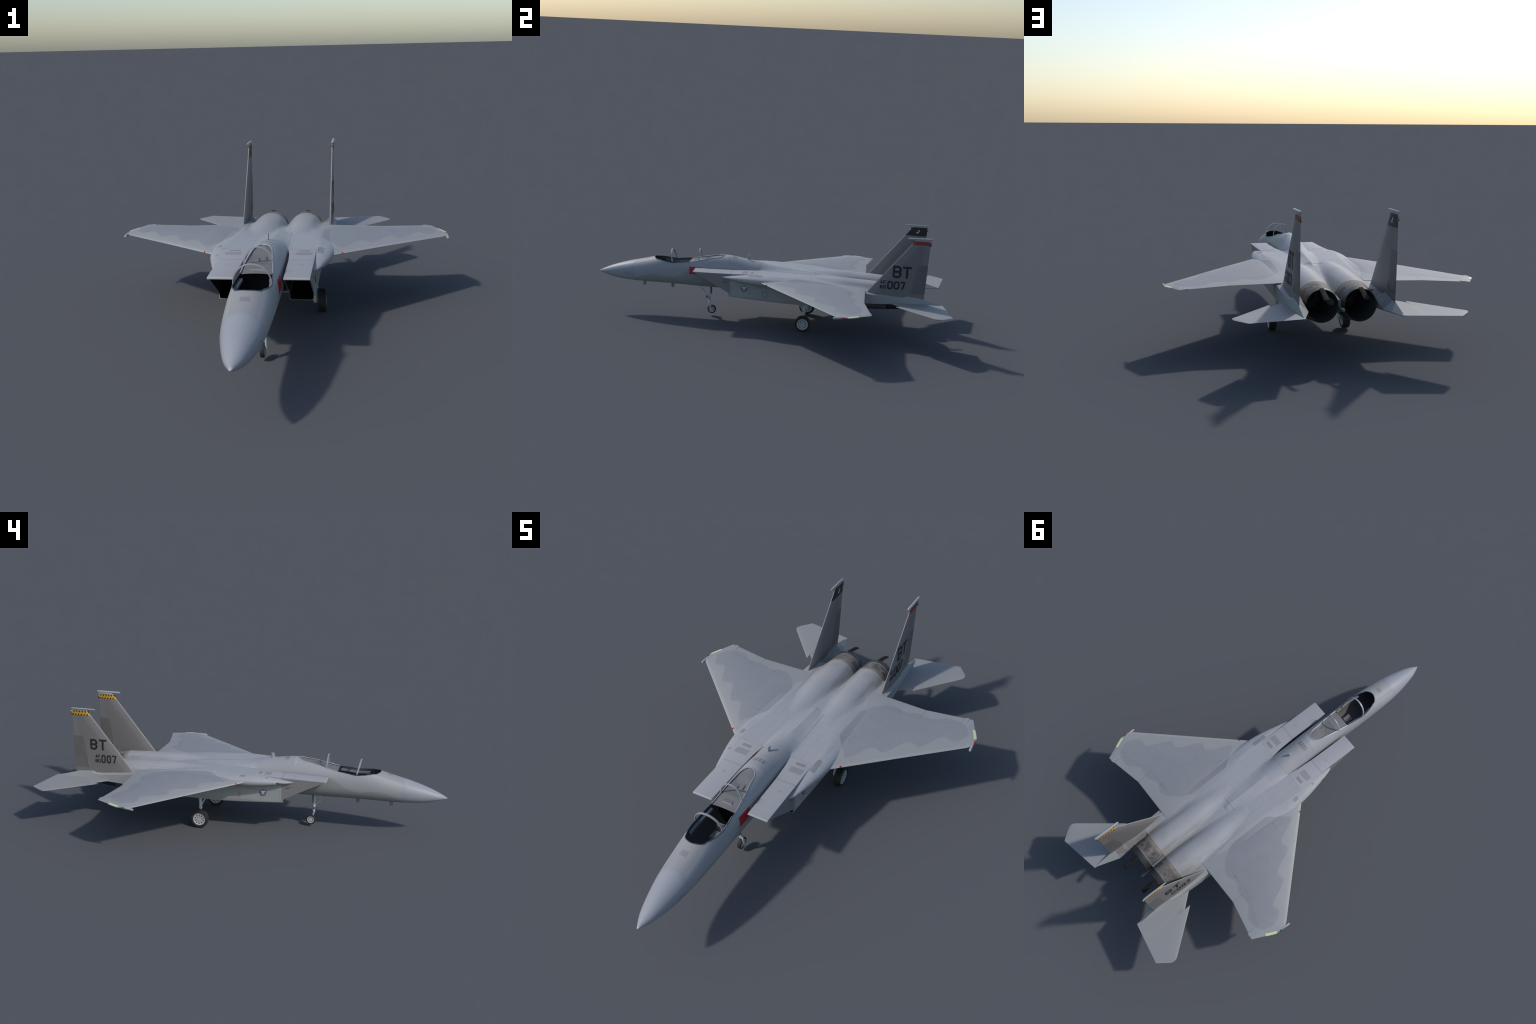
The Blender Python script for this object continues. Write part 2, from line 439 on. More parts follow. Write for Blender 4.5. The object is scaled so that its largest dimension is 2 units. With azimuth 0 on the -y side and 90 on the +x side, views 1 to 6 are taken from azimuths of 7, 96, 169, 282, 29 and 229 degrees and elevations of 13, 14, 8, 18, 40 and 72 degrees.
# ------------------------------------------------------------------ forward fuselage
F_A   = curve([(-1.0,0.0008),(-0.985,0.0095),(-0.95,0.0250),(-0.915,0.0350),(-0.88,0.0430),(-0.84,0.0510),(-0.80,0.0570),(-0.72,0.0635),(-0.62,0.0668),(-0.5,0.0672),(-0.4,0.0665),(-0.25,0.0660),(-0.15,0.0675),(-0.065,0.0700),(0.0,0.070)])
F_TOP = curve([(-1.0,0.2158),(-0.985,0.2260),(-0.95,0.2430),(-0.915,0.2575),(-0.88,0.2700),(-0.84,0.2825),(-0.80,0.2935),(-0.72,0.3130),(-0.668,0.3265),(-0.62,0.339),(-0.56,0.3475),(-0.50,0.3445),(-0.46,0.3430),(-0.405,0.3510),(-0.33,0.3605),(-0.25,0.3635),(-0.139,0.350),(-0.073,0.3405),(0.0,0.3255)])
F_BOT = curve([(-1.0,0.2142),(-0.985,0.2080),(-0.95,0.1975),(-0.915,0.1890),(-0.88,0.1825),(-0.80,0.1775),(-0.72,0.1755),(-0.62,0.1760),(-0.5,0.1745),(-0.4,0.172),(-0.25,0.171),(0.0,0.170)])
F_ZC  = curve([(-1.0,0.215),(-0.95,0.221),(-0.88,0.228),(-0.80,0.237),(-0.70,0.246),(-0.6,0.252),(-0.4,0.254),(-0.2,0.258),(0.0,0.262)])
F_N   = curve([(-1.0,2.0),(-0.78,2.0),(-0.66,2.15),(-0.55,2.3),(-0.3,2.2),(-0.1,2.0),(0.0,2.0)])
AP    = curve([(-0.640,0.0405),(-0.62,0.0475),(-0.59,0.0540),(-0.555,0.0570),(-0.51,0.0535),(-0.463,0.0490),(-0.405,0.0440),(-0.36,0.0390),(-0.319,0.0330)])
AP0, AP1 = -0.6715, -0.262

def aperture(y):
    """half width of the cockpit opening"""
    if y <= AP0 or y >= AP1: return 0.0
    if y < -0.640: return 0.0405 * (1 - ((-0.640 - y)/(-0.640 - AP0))**1.9)**0.6
    if y > -0.319: return 0.0330 * (1 - ((y + 0.319)/(AP1 + 0.319))**2.2)**(1/2.0)
    return AP(y)

def f_point(y, phi, k=1.0):
    """section point, phi from top; k scales about the section centre"""
    a, zc, n = F_A(y), F_ZC(y), F_N(y)
    b = (F_TOP(y) - zc) if math.cos(phi) > 0 else (zc - F_BOT(y))
    nn = n if math.cos(phi) > 0 else 2.25 if y > -0.78 else lerp(2.0, 2.25, sstep(-1, -0.78, y))
    s, c = math.sin(phi), math.cos(phi)
    x = math.copysign(abs(s)**(2/nn), s) * a * k
    z = zc + math.copysign(abs(c)**(2/nn), c) * b * k
    return (x, y, z)

def f_phi(y, w):
    """angle at which the section half-width is w (upper half)"""
    if w <= 0: return 0.0
    return math.asin(min(1, (w / F_A(y))**(F_N(y)/2)))

def f_row(y, n=72, k=1.0):
    p0 = f_phi(y, aperture(y))
    # cluster rows evenly in angle
    return [f_point(y, p0 + (2*math.pi - 2*p0) * i/n, k) for i in range(n + 1)]

def sill_z(y): return f_point(y, f_phi(y, aperture(y)))[2]

def forward_fuselage(root):
    ys = [-1 + 0.22*(1 - math.cos(i/28*math.pi/2)) for i in range(29)]
    ys[-1] = -0.783
    V, F = grid([f_row(y) for y in ys]); 
    make('radome', V, F, M['radome'], root)
    dense = [AP0 + 0.0315*(1 - math.cos(i/14*math.pi/2)) for i in range(1, 15)]
    dense2 = [AP1 - 0.057*(1 - math.cos(i/12*math.pi/2)) for i in range(1, 13)][::-1]
    st = [-0.783, -0.76, -0.735, -0.71, -0.69, AP0 - 1e-4] + dense + list(np.linspace(-0.635, -0.33, 34)) + dense2 + [AP1 + 1e-4] + list(np.linspace(-0.25, -0.055, 18))
    V, F = grid([f_row(y) for y in st])
    fw = make('forward_fuselage', V, F, M['fwd'], root, angle=40)
    # pitot-free tip, cockpit lining
    # hollow lining running back under the avionics deck
    rows = []
    for y in [-0.80, -0.799, -0.75, AP0 - 0.02] + [y for y in st if AP0 < y < -0.39]:
        p0 = f_phi(y, aperture(y)) if y > AP0 else 0.0
        k = 0.955 if y > -0.7995 else 0.02
        rows.append([f_point(y, p0 + (2*math.pi - 2*p0) * i/60, k) for i in range(61)])
    V, F = grid(rows)
    tub = make('cockpit_tub', V, F, M['tub'], root)
    r = [f_point(-0.395, 2*math.pi*i/48, 0.95) for i in range(48)]
    r = [(p[0], p[1], min(p[2], sill_z(-0.395) - 0.012)) for p in r]
    make('cockpit_bulkhead', r, [tuple(range(48))], M['dark'], tub, smooth=False)
    # long ledges under the sills, small console box
    for s in (1, -1):
        rows = []
        for y in np.linspace(-0.615, -0.470, 16):
            w = aperture(y); z = sill_z(y) - 0.012
            rows.append([(s*(w - 0.001), y, z), (s*(w - 0.010), y, z - 0.001), (s*(w - 0.0105), y, z - 0.010), (s*(w - 0.001), y, z - 0.012)])
        V, F = grid(rows, True, True, True); make('side_console', V, F, M['tubside'], tub, angle=30)
    V, F = merge_parts([box((0, -0.515, 0.213), (0.036, 0.042, 0.036), 0.95), box((0, -0.500, 0.19), (0.05, 0.075, 0.02)), box((0, -0.478, 0.215), (0.04, 0.014, 0.075), 0.8)])
    make('ejection_seat', V, F, M['tubside'], tub, angle=20)
    # seal round the opening
    ring = []
    ysr = [AP0 + 1e-4] + dense + list(np.linspace(-0.635, -0.33, 40)) + dense2
    for y in ysr: ring.append(f_point(y, f_phi(y, aperture(y))))
    ringL = [( -p[0], p[1], p[2]) for p in ring[::-1]]
    half = [i for i, y in enumerate(ysr) if y < -0.46]
    path = [(-p[0], p[1], p[2]) for p in ring[:len(half)]][::-1] + ring[1:len(half)]
    V, F = tube(path, [0.0018]*len(path), 8); make('canopy_seal', V, F, M['sill'], root)
    path = ring[len(half)-1:] + [(-p[0], p[1], p[2]) for p in ring[len(half)-1:]][::-1]
    V, F = tube(path, [0.0019]*len(path), 8); make('canopy_rail', V, F, M['bow'], root)
    # avionics deck behind the seat
    rows = []
    for y in list(np.linspace(-0.462, -0.33, 24)) + dense2:
        w = aperture(y) * 0.99; z = sill_z(y) - 0.0035
        rows.append([(w*t, y, z + 0.003*(1 - t*t) - (0.006*sstep(-0.40, -0.36, y)*sstep(-0.30,-0.33,y))*(1 - abs(t)**4)) for t in np.linspace(-1, 1, 17)])
    V, F = grid(rows); dk = make('avionics_deck', V, F, M['deck'], root, recalc=False)
    zz = sill_z(-0.36) - 0.006
    V, F = merge_parts([box((-0.012, -0.352, zz), (0.022, 0.034, 0.008), 0.9), box((0.017, -0.345, zz+0.001), (0.006, 0.03, 0.009), 0.9), box((0.0, -0.425, sill_z(-0.425)-0.002), (0.05, 0.03, 0.006), 0.7)])
    make('avionics_box', V, F, M['deck'], dk, angle=20)
    # two bare canopy bows
    for (yf, yt, xf, zf, zt, w) in ((-0.557, -0.571, 0.0562, 0.3140, 0.3755, 0.0075), (-0.405, -0.409, 0.0445, 0.3300, 0.3890, 0.0060)):
        rows = []
        for i in range(37):
            t = math.pi * i/36; c, s = math.cos(t), math.sin(t)
            x = math.copysign(abs(c)**(2/2.05), c) * xf; h = abs(s)**(2/2.05)
            z = zf + (zt - zf) * h; y = yf + (yt - yf) * h
            nx, nz = c/xf, s/(zt - zf); L = math.hypot(nx, nz); nx, nz = nx/L*0.0016, nz/L*0.0016
            rows.append([(x+nx, y-w/2, z+nz), (x+nx, y+w/2, z+nz), (x-nx, y+w/2, z-nz), (x-nx, y-w/2, z-nz)])
        V, F = grid(rows, True, True, True); make('canopy_bow', V, F, M['bow'], root, angle=50)

# ------------------------------------------------------------------ centre body
NX = 0.073                                              # engine axis
N_R  = curve([(0.20,0.060),(0.30,0.070),(0.40,0.077),(0.50,0.0795),(0.60,0.0775),(0.66,0.0745)])
N_ZC = curve([(0.20,0.2330),(0.30,0.2290),(0.40,0.2250),(0.50,0.2190),(0.60,0.2180),(0.66,0.2175)])
DECK_IN  = curve([(-0.42,0.296),(-0.206,0.2995),(-0.1,0.303),(0.0,0.3035),(0.17,0.2995),(0.27,0.2915),(0.35,0.2845),(0.45,0.273),(0.55,0.257),(0.66,0.243),(0.735,0.234)])
DECK_OUT = curve([(-0.42,0.296),(-0.206,0.2995),(-0.1,0.303),(0.0,0.3035),(0.17,0.301),(0.27,0.294),(0.35,0.285),(0.45,0.275),(0.54,0.2675),(0.60,0.261),(0.66,0.255),(0.735,0.252)])
EDGE_X = curve([(-0.07,0.190),(0.0,0.200),(0.1,0.206),(0.25,0.206),(0.4,0.200),(0.54,0.186),(0.66,0.176)])
SHOULDER = curve([(-0.07,0.160),(0.0,0.162),(0.1,0.148),(0.25,0.138),(0.4,0.134),(0.54,0.13),(0.66,0.14)])
EDGE_Z = curve([(-0.07,0.286),(0.0,0.285),(0.15,0.2865),(0.3,0.2850),(0.40,0.2795),(0.45,0.2745),(0.54,0.2650),(0.66,0.250)])
BELLY = curve([(-0.22,0.167),(-0.107,0.159),(0.0,0.153),(0.1,0.149),(0.2,0.148),(0.3,0.149),(0.4,0.149),(0.5,0.152),(0.66,0.16)])
SP_W = curve([(-0.07,0.0725),(0.0,0.062),(0.08,0.056),(0.16,0.050),(0.23,0.040),(0.285,0.020)])
SP_T = curve([(-0.073,0.3405),(0.0,0.3255),(0.06,0.3180),(0.147,0.3090),(0.26,0.2985),(0.285,0.294)])

def z_top(x, y):
    x = abs(x)
    t = sstep(0.03, 0.13, x)
    d = lerp(DECK_IN(y), DECK_OUT(y), t)
    s, e = SHOULDER(y), EDGE_X(y)
    if x > s:
        u = (x - s)/(e - s); d = lerp(d, EDGE_Z(y), lerp(u**2.0, u**1.5, sstep(0, 0.15, y)))
    if y > 0.2:
        r, zc = N_R(y), N_ZC(y); q = r*r - (x - NX)**2
        if q > 0: d = smax(d, zc + math.sqrt(q), 0.013)
    if y < 0.285:
        # round where it leaves the forward fuselage, then a ridge with hollow flanks
        w, top = SP_W(y), SP_T(y); q = 1 - (x/w)**2
        k = sstep(-0.055, 0.06, y)
        k2 = sstep(-0.03, 0.14, y)
        hollow = d + max(0.0, top - d) * (lerp(q**1.4, (1 - x/w)**1.35, k2) if q > 0 else 0.0)
        if k < 1:
            qa = 1 - (x/F_A(y))**2
            rnd = F_ZC(y) + (top - F_ZC(y)) * (math.sqrt(qa) if qa > 0 else -1)
            d = lerp(smax(d, rnd, lerp(0.002, 0.02, sstep(-0.065, 0.0, y))), hollow, k)
        else: d = hollow
    return d

def z_bot(x, y):
    x = abs(x); b = BELLY(y)
    c = lerp(b, b + 0.010, 1 - sstep(0.03, 0.07, x))    # shallow keel recess
    if y > 0.3:
        r, zc = N_R(y), N_ZC(y); q = r*r - (x - NX)**2
        if q > 0:
            k = sstep(0.3, 0.5, y)
            c = lerp(c, zc - math.sqrt(q), k)
    return c

def centre_body(root):
    rows = []
    for y in np.concatenate([np.linspace(-0.065, 0.30, 52), np.linspace(0.307, 0.66, 48)]):
        y = float(y); e = EDGE_X(y)
        wall = 0.1570 if y < 0.3 else lerp(0.157, 0.1535, sstep(0.3, 0.6, y))
        half = [(e*t, y, z_top(e*t, y)) for t in np.linspace(0, 1, 72)]
        ze = EDGE_Z(y)
        half += [(e - 0.002, y, ze - 0.012), (wall + 0.004, y, 0.246), (wall, y, 0.240)]
        zb = z_bot(wall, y) if y < 0.45 else BELLY(y)
        zb = min(zb, 0.2)
        if y > 0.3: zb = lerp(zb, 0.168, sstep(0.33, 0.55, y))
        for t in np.linspace(0, 1, 6)[1:]: half.append((wall, y, lerp(0.240, zb + 0.008, t)))
        half.append((wall - 0.0025, y, zb + 0.0022))
        for t in np.linspace(0, 1, 30):
            xb = lerp(wall - 0.008, 0, t)
            zz = z_bot(xb, y)
            if y > 0.3 and xb > NX: zz = min(zz, lerp(zz, lerp(zb, zz, 1 - sstep(NX, wall - 0.008, xb)), sstep(0.3, 0.4, y)))
            half.append((xb, y, zz))
        row = half + [(-p[0], p[1], p[2]) for p in half[::-1][1:-1]]
        rows.append(row)
    V, F = grid(rows, True)
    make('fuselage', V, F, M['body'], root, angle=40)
    # boundary-layer slot floor between fuselage and intakes
    for s in (1, -1):
        rows = []
        for y in np.linspace(-0.24, -0.05, 24):
            y = float(y); zt = lerp(0.205, 0.301, ((y + 0.24)/0.19)**4.0)
            rows.append([(s*0.045, y, zt), (s*0.079, y, zt), (s*0.079, y, 0.200), (s*0.045, y, 0.200)])
        V, F = grid(rows, True, True, True); make('intake_diverter', V, F, M['body'], root, angle=30)
    # air brake: raised panel hugging the spine
    rows = []
    for y in np.linspace(-0.02, 0.256, 40):
        y = float(y); w = lerp(0.060, 0.0465, (y + 0.02)/0.276)
        k = sstep(-0.02, 0.06, y)
        r = [(w*t, y, z_top(w*t, y) - 0.002 + 0.0030*k) for t in np.linspace(-1, 1, 61)]
        r = [(-w, y, z_top(w, y) - 0.006)] + r + [(w, y, z_top(w, y) - 0.006)]
        rows.append(r)
    V, F = grid(rows, False, True, True)
    make('air_brake', V, F, M['body'], root, angle=30)
    # blade antenna on the spine
    rows = []
    for z, yo in ((0.338, -0.126), (0.3725, -0.126)):
        rows.append([(0.0022*math.sin(t)*1.0, yo - 0.0085*math.cos(t), z) for t in [2*math.pi*i/14 for i in range(14)]])
    V, F = grid(rows, True, True, True); make('blade_antenna', V, F, M['body'], root)
    for y in (-0.73, -0.564):
        V, F = box((0.001, y, 0.163), (0.003, 0.0165, 0.026)); make('blade_antenna', V, F, M['cheek'], root, angle=20)
    # shallow fairing between the nozzles, arrestor hook
    rows = []
    for y in np.linspace(0.64, 0.737, 8):
        y = float(y); zt = DECK_IN(y); w = lerp(0.030, 0.010, (y - 0.64)/0.097)
        rows.append([(-w, y, zt - 0.012), (-0.004, y, zt), (0.004, y, zt), (w, y, zt - 0.012), (w*0.8, y, 0.185), (-w*0.8, y, 0.185)])
    V, F = grid(rows, True, True, True); make('tail_fairing', V, F, M['body'], root, angle=30)
    V, F = merge_parts([tube([(0, 0.69, 0.2), (0, 0.74, 0.2035), (0, 0.785, 0.2065)], [0.0042, 0.0046, 0.0046], 12),
                        tube([(0, 0.783, 0.2065), (0, 0.786, 0.2065), (0, 0.802, 0.208), (0, 0.807, 0.208)], [0.0046, 0.0068, 0.0068, 0.004], 14)])
    make('arrestor_hook', V, F, M['cheek'], root)

# ------------------------------------------------------------------ intakes and gloves
IN0, IN1 = 0.0765, 0.1565
def intake(root, s):
    def yfront(z): return lerp(-0.213, -0.4195, min(max((z - 0.186)/(0.296 - 0.186), 0), 1))
    def ring(y_frac, inset, yend):
        pts = []
        x0, x1 = IN0 + inset, IN1 - inset
        zl = []
        # walk: top inner -> top outer -> down -> bottom -> up ; heights at the back follow deck/belly
        side = np.linspace(0, 1, 14)
        r = 0.007
        top_in, top_out = (x0, 1.0), (x1, 1.0)
        loop = [(lerp(x0, x1, t), 1.0, 0) for t in np.linspace(0, 1, 8)]
        loop += [(x1, 1 - t, 0) for t in np.linspace(0, 1, 16)[1:-1]]
        loop += [(x1, 0.0, r), ]
        for k in range(1, 5):
            a = k/5*math.pi/2; loop.append((x1 - r*(1 - math.cos(a)), 0.0, r*(1 - math.sin(a))))
        loop += [(lerp(x1 - r, x0 + r, t), 0.0, 0.0) for t in np.linspace(0, 1, 6)]
        for k in range(1, 5):
            a = (5-k)/5*math.pi/2; loop.append((x0 + r*(1 - math.cos(a)), 0.0, r*(1 - math.sin(a))))
        loop += [(x0, 0.0, r)]
        loop += [(x0, t, 0) for t in np.linspace(0, 1, 16)[1:-1]]
        for x, h, dz in loop:
            # first guess height at the mouth, then the raked front
            zt, zb = 0.296 - inset*0.6, 0.1665 + inset
            z0 = lerp(zb + (0.0075 if dz == 0 and 0 < h < 1 else 0), zt, h) + dz
            yf = yfront(z0)
            y = lerp(yf, yend, y_frac)
            zt = DECK_IN(y) - 0.0012 - inset*0.6; zb = BELLY(y) + inset + 0.0005
            z = lerp(zb + (0.0075 if dz == 0 and 0 < h < 1 else 0), zt, h) + dz
            pts.append((s*x, y, z))
        return pts
    outer = [ring(t, 0.0, -0.03) for t in np.linspace(0, 1, 18)]
    inner = [ring(t, 0.0016, 0.10) for t in np.linspace(0, 1, 12)]
    V, F = grid(outer, True); 
    shell = make('engine_intake', V, F, M['body'], root, angle=40)
    V, F = grid([outer[0], inner[0]], True); make('intake_lip', V, F, M['body'], shell, smooth=False)
    V, F = grid(inner, True, False, True); make('intake_duct', V, F, M['dark'], shell, angle=40)
    # raked cheek skin, slightly darker, outboard
    rows = []
    for t in np.linspace(0, 1, 16):
        z0 = lerp(0.176, 0.2955, t); yf = yfront(z0) + 0.002
        y1 = -0.206
        if yf > y1 - 0.002: yf = y1 - 0.002
        rows.append([(s*(IN1 + 0.0009), lerp(yf, y1, u), z0 if u < 1 else z0) for u in np.linspace(0, 1, 8)])
    V, F = grid(rows); make('intake_cheek', V, F, M['cheek'], shell, recalc=False)
    # variable ramp: top plate in two leaves
    rows = []
    ys = [-0.4205, -0.418] + list(np.linspace(-0.40, -0.0655, 30))
    for i, y in enumerate(ys):
        zt = DECK_IN(y) + (0.0 if i else -0.0025)
        xo = IN1 + 0.0008; xi = float(np.interp(y, [-0.42, -0.206, -0.12, -0.0655], [0.0770, 0.0740, 0.0690, 0.0615]))
        rows.append([(s*(xi - 0.0006), y, zt - 0.004), (s*(xi - 0.0002), y, zt - 0.0004), (s*(xi + 0.002), y, zt), (s*(xo - 0.002), y, zt), (s*xo, y, zt - 0.0008), (s*(xo + 0.0004), y, zt - 0.004)])
    V, F = grid(rows, True, True, True); make('intake_ramp', V, F, M['ramp'], shell, angle=30)
    # side marks: duct vent scoop on the cheek
    yc, zc = -0.236, 0.2495
    V, F = tri_prism([(s*(IN1+0.0012), yc-0.016, zc+0.005), (s*(IN1+0.0012), yc+0.004, zc+0.006), (s*(IN1+0.0012), yc+0.015, zc-0.004), (s*(IN1+0.0012), yc+0.002, zc-0.006)], s*0.0012)
    make('side_vent', V, F, M['vent'], shell, smooth=False)

def tri_prism(poly, dx):
    n = len(poly); V = list(poly) + [(p[0] + dx, p[1], p[2]) for p in poly]
    F = [tuple(range(n)), tuple(range(n, 2*n))] + [(i, (i+1) % n, n + (i+1) % n, n + i) for i in range(n)]
    return V, F

G_OUT = curve([(-0.2625,0.1610),(-0.244,0.1695),(-0.18,0.1860),(-0.127,0.1975),(-0.086,0.2050),(-0.028,0.2120),(0.05,0.2150),(0.15,0.212),(0.26,0.19)])
G_TOP = curve([(-0.2625,0.2792),(-0.24,0.2835),(-0.2,0.2895),(-0.15,0.2960),(-0.10,0.3010),(-0.05,0.3030),(0.0,0.3030),(0.1,0.297),(0.26,0.28)])
G_BOT = curve([(-0.2625,0.2788),(-0.24,0.2720),(-0.2,0.2630),(-0.15,0.2530),(-0.10,0.2460),(-0.05,0.2420),(0.0,0.2410),(0.1,0.246),(0.26,0.26)])
G_ZC  = curve([(-0.2625,0.279),(-0.2,0.2775),(-0.1,0.2760),(0.0,0.2750),(0.26,0.270)])
def glove(root, s):
    rows = []
    for y in np.linspace(-0.2625, 0.26, 64):
        y = float(y); xi = 0.150; xo = G_OUT(y); zc = G_ZC(y)
        a = xo - xi if y > -0.2624 else 0.001
        r = []
        for k in range(41):
            t = -math.pi/2 + math.pi*k/40; c, sn = math.cos(t), math.sin(t)
            n = 2.2
            x = xi + a * abs(c)**(2/n)
            b = (G_TOP(y) - zc) if sn > 0 else (zc - G_BOT(y))
            r.append((s*x, y, zc + math.copysign(abs(sn)**(2/n), sn)*b))
        rows.append(r)
    V, F = grid(rows, True, True, True)
    g = make('wing_glove', V, F, M['glove'], root, angle=50)
    if s < 0:   # gun muzzle trough
        rows = []
        V, F = tube([(-(G_OUT(y) - q), y, 0.2765) for y, q in ((-0.218, 0.0005), (-0.212, 0.0020), (-0.200, 0.0042), (-0.184, 0.0048), (-0.180, 0.0048))], [0.0008, 0.0032, 0.0052, 0.0058, 0.0050], 14)
        make('gun_port', V, F, M['gun'], g)

# ------------------------------------------------------------------ wings
W_LE = line([(0.15,-0.093),(0.212,-0.028),(0.620,0.397),(0.628,0.410),(0.636,0.463)])
W_TE = line([(0.15,0.540),(0.208,0.540),(0.387,0.539),(0.582,0.5795),(0.612,0.516),(0.636,0.4632)])
W_ZL = line([(0.15,0.2785),(0.212,0.2745),(0.40,0.2645),(0.617,0.2515),(0.636,0.2520)])
W_ZT = line([(0.15,0.268),(0.208,0.2655),(0.39,0.2620),(0.58,0.2580),(0.636,0.2535)])
W_T  = line([(0.15,0.018),(0.18,0.028),(0.205,0.034),(0.25,0.034),(0.40,0.0250),(0.52,0.0150),(0.58,0.0095),(0.609,0.006),(0.636,0.0040)])
def wing_surface(x, u, up):
    """u 0..1 chord fraction; up +1/-1"""
    yl, yt = W_LE(x), W_TE(x)
    z = lerp(W_ZL(x), W_ZT(x), u)
    t = W_T(x) * 0.5
    prof = max(0.0, math.sin(math.pi * u**0.8))**0.8   # rounded nose, fine tail, fullest at 40 %
    prof = prof * 0.98 + 0.03*(1 if 0 < u else 0)
    cam = 0.10 * W_T(x) * math.sin(math.pi*u)
    return (x, lerp(yl, yt, u), z + cam + up * t * prof)

def wing(root, s):
    xs = [0.15, 0.18] + list(np.linspace(0.208, 0.37, 18)) + [0.387] + list(np.linspace(0.4, 0.57, 18)) + [0.582, 0.59, 0.60, 0.612, 0.620, 0.624, 0.628, 0.631, 0.634, 0.636]
    us = [0.5*(1 - math.cos(math.pi*i/26)) for i in range(27)]
    rows = []
    for x in xs:
        top = [wing_surface(x, u, 1) for u in us]; bot = [wing_surface(x, u, -1) for u in us[::-1][1:]]
        rows.append(flip(top + bot[:-1], s))
    V, F = grid(rows, True, True, True)
    w = make('wing', V, F, M['wing'], root, angle=40)
    # tip pod, coloured lamp, formation light strip, red tie-down mark
    V, F = tube([flip([p], s)[0] for p in ((0.6345,0.3885,0.2465),(0.6345,0.3905,0.2465),(0.6340,0.40,0.248),(0.6315,0.435,0.2508),(0.6305,0.445,0.251))], [0.002, 0.0050, 0.0056, 0.0052, 0.002], 14)
    make('wingtip_pod', V, F, M['light'], w)
    V, F = tube([flip([p], s)[0] for p in ((0.6330,0.427,0.2500),(0.6350,0.435,0.2505),(0.6365,0.446,0.2512),(0.6365,0.451,0.2512))], [0.002, 0.0044, 0.0036, 0.0015], 12)
    make('navigation_light', V, F, M['redlens'] if s > 0 else M['greenlens'], w)
    # light strip wraps the raked tip edge
    rows = []
    P0, P1 = (0.6350, 0.4655), (0.6115, 0.5170)
    for t in np.linspace(0, 1, 15):
        px, py = lerp(P0[0], P1[0], t), lerp(P0[1], P1[1], t)
        px += 0.0012*math.sin(math.pi*t)
        zc = lerp(0.2525, 0.2545, t)
        inx, iny = -0.92, -0.39
        prof = []
        for q, dz in ((0.011, 0.0036), (0.004, 0.0034), (-0.0008, 0.0018), (-0.0012, 0), (-0.0008, -0.0018), (0.004, -0.0034), (0.011, -0.0036)):
            prof.append((s*(px + inx*q), py + iny*q, zc + dz))
        rows.append(prof)
    V, F = grid(rows, True, True, True); make('formation_light', V, F, M['strip'], w, angle=30)
    V, F = box((s*0.2415, 0.0065, 0.2745), (0.005, 0.008, 0.005)); make('red_tag', V, F, M['redlens'], w, angle=20)
    # flap-track sliver at the outer trailing edge
    rows = []
    for x in (0.548, 0.566):
        y1 = W_TE(x) + 0.003; z = W_ZT(x)
        rows.append([(s*x, y1 - 0.040, z + 0.0030), (s*x, y1, z + 0.0018), (s*x, y1, z - 0.0018), (s*x, y1 - 0.040, z - 0.003)])
    V, F = grid(rows, True, True, True); make('aileron_fairing', V, F, M['wing'], w, angle=30)

# ------------------------------------------------------------------ tail
T_LE = line([(0.175,0.640),(0.195,0.662),(0.2615,0.7375),(0.2625,0.7085),(0.264,0.7090),(0.4175,0.9000),(0.4265,0.914),(0.4292,0.9265),(0.4292,0.931)])
T_TE = line([(0.175,0.9605),(0.181,0.9625),(0.382,0.9998),(0.405,0.9690),(0.424,0.9440),(0.4292,0.9312)])
def tailplane(root, s):
    xs = [0.175, 0.195, 0.22, 0.24, 0.2615, 0.2625, 0.264] + list(np.linspace(0.28, 0.37, 10)) + [0.382, 0.395, 0.405, 0.4175, 0.4235, 0.4265, 0.4283, 0.4292]
    us = [0.5*(1 - math.cos(math.pi*i/20)) for i in range(21)]
    rows = []
    for x in xs:
        t = lerp(0.0080, 0.0050, (x - 0.175)/0.25) * 0.5
        def p(u, up): 
            pr = 2.4*math.sqrt(u)*(1-u) + 0.06*(1 if u > 0 else 0)
            return (s*x, lerp(T_LE(x), T_TE(x), u), 0.2155 + up*t*pr)
        rows.append([p(u, 1) for u in us] + [p(u, -1) for u in us[::-1][1:-1]])
    V, F = grid(rows, True, True, True); make('tailplane', V, F, M['tp'], root, angle=40)

FX = 0.178
def fin_le(z): return 0.550 + (z - 0.265) * (0.787 - 0.550)/(0.566 - 0.265)
def fin_te(z): return 0.857 + (z - 0.25) * (0.869 - 0.857)/(0.566 - 0.25)
def fin_half(y, z):
    """half thickness of the fin at (y, z)"""
    u = (y - fin_le(z)) / (fin_te(z) - fin_le(z))
    if u <= 0 or u >= 1: return 0.0004
    t = lerp(0.0155, 0.0085, (z - 0.265)/0.30) * 0.5
    return t * (1.9*math.sqrt(u)*(1 - u) + 0.9*u*(1-u)) + 0.0005
def fin_x(y, z, side):           # side +1 outboard, -1 inboard
    return FX + side * fin_half(y, z)

def patch_on_fin(poly_rows, s, side, lift):
    """grid of (y,z) -> skin lying just proud of the fin"""
    rows = [[(s*(fin_x(y, z, side) + side*lift), y, z) for y, z in r] for r in poly_rows]
    return grid(rows)

def band_rows(z0, z1, nz=5, ny=24, y0=None, y1=None):
    rows = []
    for z in np.linspace(z0, z1, nz):
        a = fin_le(z) + 0.0002 if y0 is None else y0(z); b = fin_te(z) - 0.0002 if y1 is None else y1(z)
        rows.append([(lerp(a, b, t), z) for t in np.linspace(0, 1, ny)])
    return rows

